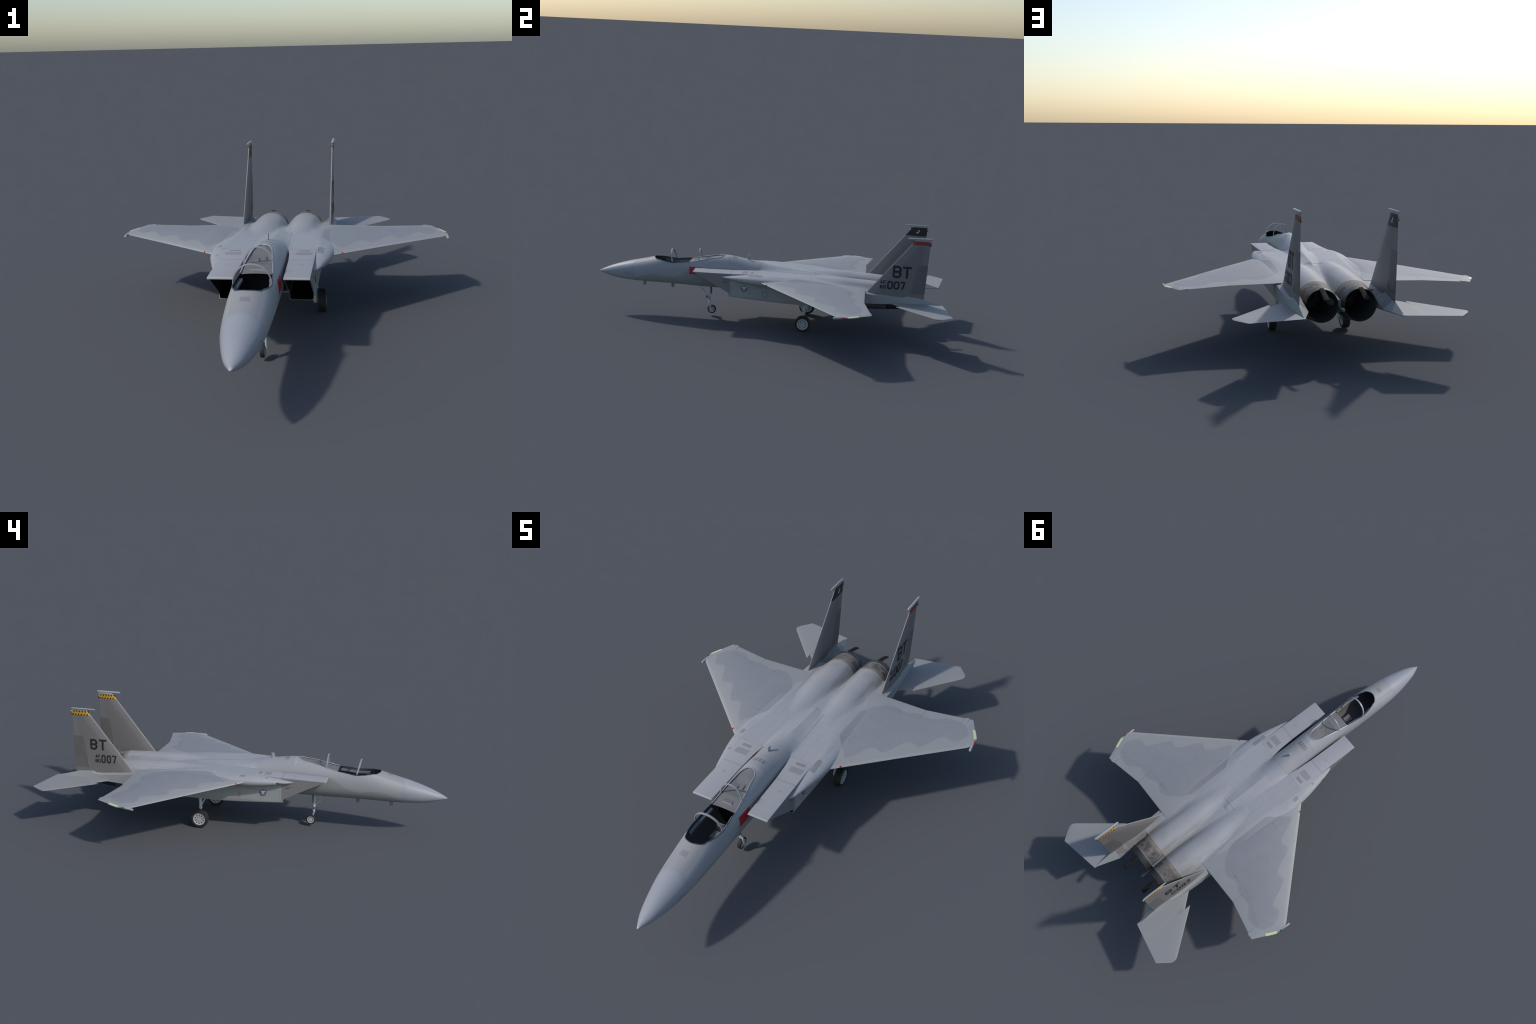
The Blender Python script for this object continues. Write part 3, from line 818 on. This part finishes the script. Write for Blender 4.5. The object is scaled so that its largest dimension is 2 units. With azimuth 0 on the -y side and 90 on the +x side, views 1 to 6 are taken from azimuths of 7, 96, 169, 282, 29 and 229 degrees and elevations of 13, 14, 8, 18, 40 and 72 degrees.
# block capitals drawn as strokes on a 0..1 cell (x right, y up)
GLYPH = {
 'B': [[(0,0),(0,1),(0.72,1),(1,0.82),(1,0.66),(0.76,0.52),(0,0.52)], [(0.76,0.52),(1,0.36),(1,0.18),(0.72,0),(0,0)]],
 'T': [[(0,1),(1,1)], [(0.5,1),(0.5,0)]],
 'A': [[(0,0),(0.5,1),(1,0)], [(0.2,0.33),(0.8,0.33)]],
 'F': [[(0,0),(0,1),(1,1)], [(0,0.54),(0.8,0.54)]],
 '8': [[(0.3,0.53),(0.05,0.68),(0.05,0.86),(0.25,1),(0.75,1),(0.95,0.86),(0.95,0.68),(0.7,0.53),(0.3,0.53),(0,0.36),(0,0.16),(0.22,0),(0.78,0),(1,0.16),(1,0.36),(0.7,0.53)]],
 '0': [[(0.5,1),(0.22,1),(0,0.82),(0,0.18),(0.22,0),(0.78,0),(1,0.18),(1,0.82),(0.78,1),(0.5,1)]],
 '7': [[(0,1),(1,1),(1,0.82),(0.4,0)]],
}
def stroke(path, w):
    """polyline -> list of 2D quads with mitred joints"""
    P = [np.array(p, float) for p in path]; closed = np.allclose(P[0], P[-1]); n = len(P)
    L, R = [], []
    for i in range(n):
        prv = P[i-1] if i > 0 else (P[-2] if closed else None)
        nxt = P[i+1] if i < n-1 else (P[1] if closed else None)
        d0 = (P[i]-prv)/np.linalg.norm(P[i]-prv) if prv is not None else None
        d1 = (nxt-P[i])/np.linalg.norm(nxt-P[i]) if nxt is not None else None
        if d0 is None: d0 = d1
        if d1 is None: d1 = d0
        n0, n1 = np.array([-d0[1], d0[0]]), np.array([-d1[1], d1[0]])
        m = n0 + n1; m = m/np.linalg.norm(m); k = (w/2)/max(0.45, m @ n0)
        L.append(P[i] + m*k); R.append(P[i] - m*k)
    return [(L[i], L[i+1], R[i+1], R[i]) for i in range(n-1)]

def letter_quads(ch, x0, y0, x1, y1, w):
    """strokes fitted so that the outer edge fills the given box"""
    q = []
    for path in GLYPH[ch]:
        pts = [(lerp(x0 + w/2, x1 - w/2, p[0]), lerp(y0 + w/2, y1 - w/2, p[1])) for p in path]
        if ch == 'T' and path[0] == (0.5, 1): pts = [(pts[0][0], pts[0][1]), (pts[1][0], y0)]
        if ch == 'T' and path[0] == (0, 1): pts = [(x0, pts[0][1]), (x1, pts[1][1])]
        if ch in '7' : pts[-1] = (pts[-1][0], y0 + 0.001); pts[0] = (x0, pts[0][1])
        q += stroke(pts, w)
    return q

def quads_to_mesh(quads, mapper, lift, nsub=4):
    """quads subdivided and laid on a surface by mapper(u,v,lift)"""
    V, F = [], []
    for a, b, c, d in quads:
        o = len(V)
        for j in range(nsub+1):
            for i in range(nsub+1):
                s_, t_ = i/nsub, j/nsub
                p = (a*(1-s_) + b*s_)*(1-t_) + (d*(1-s_) + c*s_)*t_
                V.append(mapper(p[0], p[1], lift))
        for j in range(nsub):
            for i in range(nsub):
                k = o + j*(nsub+1) + i; F.append((k, k+1, k+nsub+2, k+nsub+1))
    return V, F

def fin(root, s):
    zs = list(np.linspace(0.225, 0.5655, 26))
    us = [0.5*(1 - math.cos(math.pi*i/24)) for i in range(25)]
    rows = []
    for z in zs:
        a, b = fin_le(z), fin_te(z)
        out = [(s*fin_x(lerp(a, b, u), z, 1), lerp(a, b, u), z) for u in us]
        inn = [(s*fin_x(lerp(a, b, u), z, -1), lerp(a, b, u), z) for u in us[::-1][1:-1]]
        rows.append(out + inn)
    V, F = grid(rows, True, True, True); f = make('tail_fin', V, F, M['fin'], root, angle=60)
    # rudder skin, both faces, closed round the trailing edge
    yr = lambda z: lerp(0.781, 0.8105, (z - 0.268)/(0.432 - 0.268))
    rr = band_rows(0.272, 0.432, 9, 12, yr, lambda z: fin_te(z) + 0.0006)
    rows = [[(s*(fin_x(y, z, 1) + 0.0007), y, z) for y, z in r] + [(s*(fin_x(y, z, -1) - 0.0007), y, z) for y, z in r[::-1]] for r in rr]
    V, F = grid(rows, True, True, True); rd = make('rudder', V, F, M['rudder'], f, angle=30)
    for side in (1, -1):
        V, F = tube([(s*(fin_x(0.786, 0.278, side)), 0.784, 0.275), (s*(fin_x(0.788, 0.30, side) + side*0.001), 0.787, 0.288), (s*fin_x(0.79, 0.315, side), 0.7905, 0.314)], [0.0012, 0.0028, 0.001], 8)
        make('rudder_actuator', V, F, M['fin'], rd)
    # cap pod
    if s > 0:
        V, F = tube([(s*0.180, y, z) for y, z in ((0.7475,0.5762),(0.750,0.5762),(0.760,0.5762),(0.868,0.5768),(0.876,0.5768),(0.8785,0.5768))], [0.001, 0.0032, 0.0054, 0.0056, 0.0050, 0.002], 16)
    else:
        V, F = tube([(s*0.180, y, z) for y, z in ((0.7425,0.5728),(0.746,0.5728),(0.760,0.5730),(0.862,0.5728),(0.8685,0.5726))], [0.0008, 0.0022, 0.0038, 0.0040, 0.003], 12)
    make('fin_cap_pod', V, F, M['light'], f)
    rows = []
    for z in (0.562, 0.5775 if s > 0 else 0.572):
        a, b = fin_le(z) + 0.002, 0.870
        rows.append([(s*(FX + 0.0030*math.sin(t)), lerp(a, b, 0.5 - 0.5*math.cos(t)), z) for t in [2*math.pi*i/20 for i in range(20)]])
    V, F = grid(rows, True, True, True); make('fin_cap', V, F, M['light'], f, angle=50)
    for z, m in ((0.558, 'light' if s < 0 else 'vent'), (0.545, 'greenlens' if s < 0 else 'hole')):
        V, F = tube([(s*0.179, 0.855, z), (s*0.179, 0.868, z), (s*0.179, 0.8735, z), (s*0.179, 0.8755, z)], [0.0018, 0.003, 0.0034, 0.001], 10)
        make('tail_light', V, F, M[m], f)
    # coloured caps
    def add(name, rows, side, lift, mat):
        V, F = patch_on_fin(rows, s, side, lift); make(name, V, F, M[mat], f, recalc=False)
    if s > 0:
        add('cap_stripe', band_rows(0.5445, 0.563), 1, 0.0006, 'finred')
        hazard(f, s, -1)
        mapper = lambda u, v, l: (s*(fin_x(u, v, 1) + l), u, v)
        L = dict(B=(0.680, 0.355, 0.727, 0.4225), T=(0.733, 0.355, 0.780, 0.4215))
        words = [('B', L['B'], 0.0115), ('T', L['T'], 0.0115)]
        words += [('0', (0.6555, 0.2895, 0.6865, 0.3370), 0.0085), ('0', (0.6900, 0.2905, 0.7210, 0.3365), 0.0085), ('7', (0.7245, 0.2905, 0.7510, 0.3360), 0.0085)]
        words += [('A', (0.6165, 0.3165, 0.6318, 0.3375), 0.0040), ('F', (0.6350, 0.3165, 0.6485, 0.3370), 0.0040), ('8', (0.6165, 0.2905, 0.6318, 0.3095), 0.0040), ('0', (0.6350, 0.2905, 0.6500, 0.3095), 0.0040)]
        for ch, bx, w in words:
            V, F = quads_to_mesh(letter_quads(ch, *bx, w), mapper, 0.0011); make('letter', V, F, M['ink'], f, recalc=False)
    else:
        add('cap_stripe', band_rows(0.5145, 0.563), -1, 0.0006, 'black')
        hazard(f, s, 1)
        mapper = lambda u, v, l: (s*(fin_x(u, v, -1) - l), u, v)
        # small white eagle-like squiggle on the dark cap
        q = stroke([(0.8225, 0.5500), (0.8215, 0.5430), (0.8165, 0.5360), (0.8085, 0.5310)], 0.0052) + stroke([(0.8165, 0.5370), (0.8185, 0.5290)], 0.004) + stroke([(0.8105, 0.5330), (0.8075, 0.5350)], 0.003)
        V, F = quads_to_mesh(q, mapper, 0.0012); make('cap_emblem', V, F, M['white'], f, recalc=False)
        # outboard lettering reads nose-forward, so x runs to -y
        mapper = lambda u, v, l: (s*(fin_x(-u, v, 1) + l), -u, v)
        words = [('B', (-0.7735, 0.3675, -0.7360, 0.4225), 0.0095), ('T', (-0.7270, 0.3675, -0.6880, 0.4230), 0.0095)]
        words += [('0', (-0.7165, 0.3010, -0.6935, 0.3440), 0.0068), ('0', (-0.6880, 0.3020, -0.6650, 0.3440), 0.0068), ('7', (-0.6600, 0.3030, -0.6380, 0.3440), 0.0068)]
        words += [('A', (-0.7490, 0.3255, -0.7355, 0.3435), 0.0034), ('F', (-0.7325, 0.3255, -0.7210, 0.3435), 0.0034), ('8', (-0.7490, 0.3015, -0.7355, 0.3200), 0.0034), ('0', (-0.7335, 0.3015, -0.7210, 0.3200), 0.0034)]
        for ch, bx, w in words:
            V, F = quads_to_mesh(letter_quads(ch, *bx, w), mapper, 0.0011); make('letter', V, F, M['ink'], f, recalc=False)

def hazard(f, s, side):
    """yellow cap band with black lightning teeth"""
    V, F = patch_on_fin(band_rows(0.5405, 0.563), s, side, 0.0006); make('cap_stripe', V, F, M['yellow'], f, recalc=False)
    mapper = lambda u, v, l: (s*(fin_x(u, v, side) + side*l), u, v)
    quads = []
    A = np.array
    n = 6
    for i in range(n):
        for (za, zb, sh) in ((0.5625, 0.5530, 0.0), (0.5410, 0.5500, 0.006)):
            zc = 0.5*(za + zb)
            a = fin_le(0.5405) + 0.006; b = fin_te(0.55) - 0.004
            y = lerp(a, b, (i + 0.5)/n) + sh
            w = 0.0105
            quads.append((A((y - w/2, za)), A((y + w/2, za)), A((y - 0.0035, zb)), A((y - 0.0045, zb))))
    V, F = quads_to_mesh(quads, mapper, 0.0012, 2); make('hazard_teeth', V, F, M['ink'], f, recalc=False)

def tail_boom(root, s):
    """shelf beside each engine carrying fin and tailplane; section: inner, ridge, outer top, outer bottom, inner bottom"""
    st = [
     (0.360, (0.140,0.262),(0.176,0.262),(0.186,0.258),(0.180,0.245),(0.140,0.225)),
     (0.450, (0.140,0.271),(0.178,0.266),(0.200,0.260),(0.196,0.218),(0.140,0.200)),
     (0.530, (0.140,0.266),(0.178,0.2655),(0.203,0.2610),(0.205,0.2050),(0.140,0.190)),
     (0.600, (0.140,0.258),(0.178,0.2615),(0.202,0.2540),(0.205,0.2070),(0.140,0.192)),
     (0.660, (0.140,0.250),(0.178,0.2580),(0.200,0.2475),(0.203,0.2100),(0.140,0.195)),
     (0.721, (0.140,0.238),(0.178,0.2520),(0.198,0.2410),(0.200,0.2110),(0.140,0.200)),
     (0.764, (0.140,0.228),(0.179,0.2660),(0.189,0.2440),(0.198,0.2110),(0.140,0.202)),
     (0.838, (0.140,0.2135),(0.180,0.2480),(0.186,0.2340),(0.194,0.2115),(0.141,0.2085)),
     (0.900, (0.1605,0.2130),(0.1805,0.2300),(0.184,0.2230),(0.188,0.2112),(0.1610,0.2090)),
     (0.9625,(0.1805,0.2125),(0.181,0.2135),(0.1815,0.2130),(0.182,0.2115),(0.1810,0.2110)),
    ]
    rows = [[(s*p[0], r[0], p[1]) for p in r[1:]] for r in st]
    V, F = grid(rows, True, True, True); make('tail_boom', V, F, M['boom'], root, angle=18)

def nozzle(root, s):
    c = (s*NX, 0, 0.2175)
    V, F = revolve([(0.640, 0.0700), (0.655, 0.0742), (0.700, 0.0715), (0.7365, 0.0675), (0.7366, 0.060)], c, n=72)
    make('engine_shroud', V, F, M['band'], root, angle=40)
    V, F = revolve([(0.730, 0.0655), (0.7375, 0.0668), (0.752, 0.0655), (0.765, 0.0632), (0.7652, 0.0622)], c, n=72)
    n = make('exhaust_nozzle', V, F, M['nozzle'], root, angle=40)
    V, F = revolve([(0.7652, 0.0636), (0.7672, 0.0630), (0.7672, 0.0616), (0.7640, 0.0612)], c, n=72)
    make('nozzle_rim', V, F, M['rim'], n, angle=40)
    prof = [(0.7645, 0.0618)]
    for k in range(26):                                   # corrugated screech liner
        y = 0.755 - 0.0075*k; r = lerp(0.0610, 0.0525, k/26)
        prof += [(y, r), (y - 0.0025, r - 0.0013), (y - 0.005, r - 0.0013)]
    prof += [(0.54, 0.0515)]
    V, F = revolve(prof, c, n=64)
    make('nozzle_liner', V, F, M['liner'], n)
    V, F = merge_parts([revolve([(0.542, 0.0515), (0.542, 0.036), (0.548, 0.034), (0.548, 0.0225), (0.542, 0.021), (0.542, 0.017), (0.572, 0.010), (0.580, 0.0001)], c, n=48)])
    make('turbine_face', V, F, M['liner'], n, angle=40)
    parts = []
    for k in range(18):
        t = 2*math.pi*k/18
        p = lambda r, y, dt: (c[0] + r*math.cos(t + dt), y, c[2] + r*math.sin(t + dt))
        parts.append(([p(0.036, 0.5475, -0.06), p(0.0485, 0.5475, -0.05), p(0.0485, 0.5530, 0.05), p(0.036, 0.5530, 0.06)], [(0, 1, 2, 3)]))
    V, F = merge_parts(parts); make('turbine_vane', V, F, M['liner'], n, smooth=False)['kind'] = 'stuff'
    # single loose exhaust petal hanging from the top of the rim
    x0 = s*0.0748
    rows = []
    for t in np.linspace(0, 1, 9):
        y = lerp(0.764, 0.849, t); z = lerp(0.2825, 0.2555, t) + 0.001*math.sin(math.pi*t); w = lerp(0.0098, 0.0108, t)
        h = 0.0026
        rows.append([(x0 - w, y, z), (x0 - w*0.5, y, z + h), (x0 + w*0.5, y, z + h), (x0 + w, y, z), (x0 + w, y, z - 0.0018), (x0 - w, y, z - 0.0018)])
    V, F = grid(rows, True, True, True); make('exhaust_petal', V, F, M['feather'], n, angle=30)

# ------------------------------------------------------------------ landing gear
def wheel_mesh(R, W, rr, name):
    """tyre and rim meshes about the origin, axle along x"""
    prof = [(-W*0.42, rr), (-W*0.48, rr + (R-rr)*0.25), (-W*0.5, rr + (R-rr)*0.55), (-W*0.42, R*0.965), (-W*0.28, R*0.995),
            (-W*0.20, R), (-W*0.19, R*0.98), (-W*0.16, R*0.98), (-W*0.15, R), (-0.02*W, R), (-0.01*W, R*0.98), (0.01*W, R*0.98), (0.02*W, R), (W*0.15, R), (W*0.16, R*0.98), (W*0.19, R*0.98), (W*0.20, R),
            (W*0.28, R*0.995), (W*0.42, R*0.965), (W*0.5, rr + (R-rr)*0.55), (W*0.48, rr + (R-rr)*0.25), (W*0.42, rr)]
    tyre = revolve(prof, (0, 0, 0), 'x', 48)
    side = [(0.40*W, rr*1.01), (0.43*W, rr*0.96), (0.36*W, rr*0.84), (0.38*W, rr*0.52), (0.33*W, rr*0.46), (0.33*W, rr*0.40), (0.43*W, rr*0.36), (0.43*W, rr*0.12), (0.40*W, rr*0.10), (0.40*W, 0.00002)]
    rim = merge_parts([revolve(side, (0, 0, 0), 'x', 40), revolve([(-a, r) for a, r in side], (0, 0, 0), 'x', 40)])
    holes = []
    for k in range(10):
        t = 2*math.pi*(k + 0.5)/10
        for sg in (1, -1):
            cy, cz = 0.68*rr*math.cos(t), 0.68*rr*math.sin(t); hr = rr*0.105
            ring = [(sg*0.385*W, cy + hr*math.cos(a), cz + hr*math.sin(a)) for a in [2*math.pi*i/10 for i in range(10)]]
            holes.append((ring, [tuple(range(10))]))
    return tyre, rim, merge_parts(holes)

def place_wheel(parent, loc, R, W, rr, cache={}):
    key = (R, W)
    def inst(name, part, mat, par):
        if (key, name) in cache:
            o = bpy.data.objects.new(name, cache[(key, name)]); SCN.objects.link(o)
        else:
            o = make(name, *part, mat, None, angle=40); cache[(key, name)] = o.data
        o.parent = par
        return o
    t, r, h = wheel_mesh(R, W, rr, 'w')
    ty = inst('tyre', t, M['tyre'], parent); ty.location = loc
    ri = inst('wheel_rim', r, M['wheel'], parent); ri.location = loc
    ho = inst('rim_hole', h, M['hole'], parent); ho.location = loc; ho['kind'] = 'stuff'

def landing_gear(root):
    e = bpy.data.objects.new('nose_gear', None); SCN.objects.link(e); e.parent = root
    V, F = merge_parts([tube([(0.001, -0.346, 0.178), (0.001, -0.346, 0.116), (0.001, -0.346, 0.112)], [0.0052, 0.0062, 0.0066], 14),
                        tube([(0.001, -0.346, 0.113), (0.001, -0.346, 0.104)], [0.0078, 0.0072], 14),
                        tube([(0.001, -0.3455, 0.092), (0.0015, -0.3455, 0.080), (0.002, -0.345, 0.074)], [0.0058, 0.0068, 0.0045], 14),
                        tube([(0.0015, -0.3455, 0.082), (0.0095, -0.3455, 0.078), (0.0112, -0.343, 0.066), (0.0112, -0.337, 0.046), (0.0105, -0.333, 0.033)], [0.0052, 0.0052, 0.0044, 0.0040, 0.0040], 12),
                        tube([(-0.006, -0.332, 0.0350), (0.0125, -0.332, 0.0350)], [0.0046, 0.0046], 12)])
    make('nose_strut', V, F, M['strut'], e, angle=40)
    V, F = tube([(0.001, -0.346, 0.110), (0.001, -0.3458, 0.084)], [0.0040, 0.0040], 14); make('oleo_piston', V, F, M['oleo'], e)
    V, F = merge_parts([tube([(0.001, -0.348, 0.110), (-0.004, -0.406, 0.174)], [0.0021, 0.0021], 10), tube([(0.001, -0.348, 0.110), (0.006, -0.406, 0.174)], [0.0021, 0.0021], 10),
                        tube([(0, -0.383, 0.148), (0, -0.370, 0.174)], [0.0015, 0.0015], 8)])
    make('drag_brace', V, F, M['strut'], e)
    V, F = tube([(0.003, -0.366, 0.1075), (0.003, -0.365, 0.1075), (0.003, -0.358, 0.109), (0.003, -0.352, 0.110)], [0.0072, 0.0076, 0.0066, 0.002], 16); make('taxi_light', V, F, M['vent'], e, angle=40)
    V, F = box((-0.0045, -0.338, 0.152), (0.002, 0.009, 0.05), 0.9); make('gear_door', V, F, M['vent'], e, angle=20)
    place_wheel(e, (-0.001, -0.332, 0.0352), 0.0253, 0.0150, 0.0180)
    for s in (1, -1):
        e = bpy.data.objects.new('main_gear', None); SCN.objects.link(e); e.parent = root
        V, F = merge_parts([tube([(s*0.142, 0.2115, 0.165), (s*0.140, 0.2115, 0.120), (s*0.138, 0.2115, 0.100)], [0.0074, 0.0078, 0.0082], 16),
                            tube([(s*0.138, 0.2115, 0.101), (s*0.138, 0.2115, 0.092)], [0.0094, 0.0088], 16),
                            tube([(s*0.137, 0.2112, 0.072), (s*0.1365, 0.2110, 0.056), (s*0.1365, 0.210, 0.046), (s*0.137, 0.209, 0.036)], [0.0066, 0.0080, 0.0090, 0.006], 14),
                            tube([(s*0.132, 0.209, 0.0455), (s*0.162, 0.209, 0.0455)], [0.0060, 0.0060], 12)])
        make('main_strut', V, F, M['strut'], e, angle=40)
        V, F = tube([(s*0.138, 0.2115, 0.097), (s*0.137, 0.211, 0.066)], [0.0056, 0.0056], 14); make('oleo_piston', V, F, M['strut'], e)
        V, F = merge_parts([tube([(s*0.137, 0.209, 0.106), (s*0.139, 0.186, 0.150)], [0.0034, 0.0034], 10), tube([(s*0.1385, 0.2175, 0.098), (s*0.140, 0.2195, 0.150)], [0.0022, 0.0022], 8)])
        make('side_brace', V, F, M['strut'], e)
        place_wheel(e, (s*0.1625, 0.209, 0.0452), 0.0452, 0.0330, 0.0315)

# ------------------------------------------------------------------ flat side markings
def side_marks(root):
    # danger panel: plain red rectangle wrapped on the left cheek
    rows = []
    for y in np.linspace(-0.457, -0.385, 20):
        r = []
        for z in np.linspace(0.2545, 0.2960, 8):
            a, n = F_A(y), F_N(y) if z > F_ZC(y) else 2.25
            zc = F_ZC(y); b = (F_TOP(y) - zc) if z > zc else (zc - F_BOT(y))
            x = a * (1 - abs((z - zc)/b)**n)**(1/n)
            r.append((x + 0.0009, y, z))
        rows.append(r)
    V, F = grid(rows); make('warning_panel', V, F, M['red'], root)
    # stencil lines on the radome flanks
    def flank(s):
        q = []
        A = np.array
        for (y0, y1, za, zb) in ((-0.826, -0.797, 0.2300, 0.2275), (-0.838, -0.822, 0.2245, 0.2225), (-0.818, -0.803, 0.2205, 0.2190), (-0.800, -0.789, 0.2170, 0.2150), (-0.826, -0.812, 0.2190, 0.2180), (-0.808, -0.794, 0.2155, 0.2140)):
            q.append((A((y0, za)), A((y1, zb)), A((y1, zb - 0.0022)), A((y0, za - 0.0022))))
        def mp(y, z, l):
            zc = F_ZC(y); b = (F_TOP(y) - zc) if z > zc else (zc - F_BOT(y))
            return (s*(F_A(y) * math.sqrt(max(0, 1 - ((z - zc)/b)**2)) + l), y, z)
        V, F = quads_to_mesh(q, mp, 0.0006, 3); o = make('radome_stencil', V, F, M['lineink'], root, recalc=False); o['kind'] = 'stuff'
    flank(1)
    # round unit badge (plain stand-in) on each intake side
    for s, yc, zc in ((1, -0.127, 0.2180), (-1, -0.111, 0.2125)):
        x = s*(0.1574)
        def disc(r0, r1, n=32, dx=0.0, a0=0, a1=2*math.pi, cy=0, cz=0):
            V = []; F = []
            for k in range(n + 1):
                t = lerp(a0, a1, k/n)
                for r in (r0, r1): V.append((x + s*dx, yc + cy + r*math.cos(t), zc + cz + r*math.sin(t)))
            for k in range(n): F.append((2*k, 2*k+1, 2*k+3, 2*k+2))
            return V, F
        b = make('unit_badge', *disc(0.0001, 0.0168, dx=0.0006), M['blue'], root, smooth=False)
        stars = []
        for k in range(13):
            t = 2*math.pi*k/13
            stars.append(disc(0.00005, 0.0011, 6, 0.0010, cy=0.0143*math.cos(t), cz=0.0143*math.sin(t)))
        make('badge_star', *merge_parts(stars), M['white'], b, smooth=False)['kind'] = 'stuff'
        make('badge_crest', *merge_parts([disc(0.0001, 0.0062, 20, 0.0010, cz=0.004), disc(0.0001, 0.0092, 20, 0.0011, math.pi*1.08, math.pi*1.92, cz=-0.0005), disc(0.0001, 0.0045, 12, 0.0012, cy=0.006, cz=0.0075), disc(0.0001, 0.0045, 12, 0.0012, cy=-0.006, cz=0.0075)]), M['white'], b, smooth=False)
        make('badge_shield', *merge_parts([disc(0.0001, 0.0055, 20, 0.0016, cz=-0.0035), disc(0.0001, 0.0035, 12, 0.0017, cy=0.004, cz=-0.001), disc(0.0001, 0.0035, 12, 0.0018, cy=-0.004, cz=-0.001)]), M['yellow'], b, smooth=False)
        make('badge_core', *disc(0.0001, 0.0016, 10, 0.0021, cz=-0.003), M['finred'], b, smooth=False)
    # inspection door outline on the left, slit on the right
    A = np.array
    q = stroke([(-0.022, 0.2095), (-0.001, 0.2075), (0.002, 0.2045), (0.003, 0.1800), (-0.0075, 0.1775), (-0.0095, 0.1755), (-0.0115, 0.1777), (-0.020, 0.1790), (-0.0245, 0.1830), (-0.0245, 0.2060), (-0.022, 0.2095)], 0.0024)
    V, F = quads_to_mesh(q, lambda y, z, l: (0.157 + l, y, z), 0.0008, 1); make('inspection_door', V, F, M['lineink'], root, recalc=False)
    q = stroke([(0.0085, 0.2065), (0.0100, 0.200), (0.0100, 0.184), (0.0075, 0.1775)], 0.0026)
    V, F = quads_to_mesh(q, lambda y, z, l: (-0.157 - l, y, z), 0.0008, 1); make('vent_slit', V, F, M['lineink'], root, recalc=False)

# ------------------------------------------------------------------ assemble
def main():
    build_materials()
    root = bpy.data.objects.new('fighter_jet', None); SCN.objects.link(root)
    root['label'] = 'grey twin-engine fighter jet with twin tails, gear down'
    root['category'] = 'fighter jet'
    forward_fuselage(root); centre_body(root)
    for s in (1, -1):
        intake(root, s); glove(root, s); wing(root, s); tailplane(root, s)
        tail_boom(root, s); fin(root, s); nozzle(root, s)
    landing_gear(root); side_marks(root)
main()
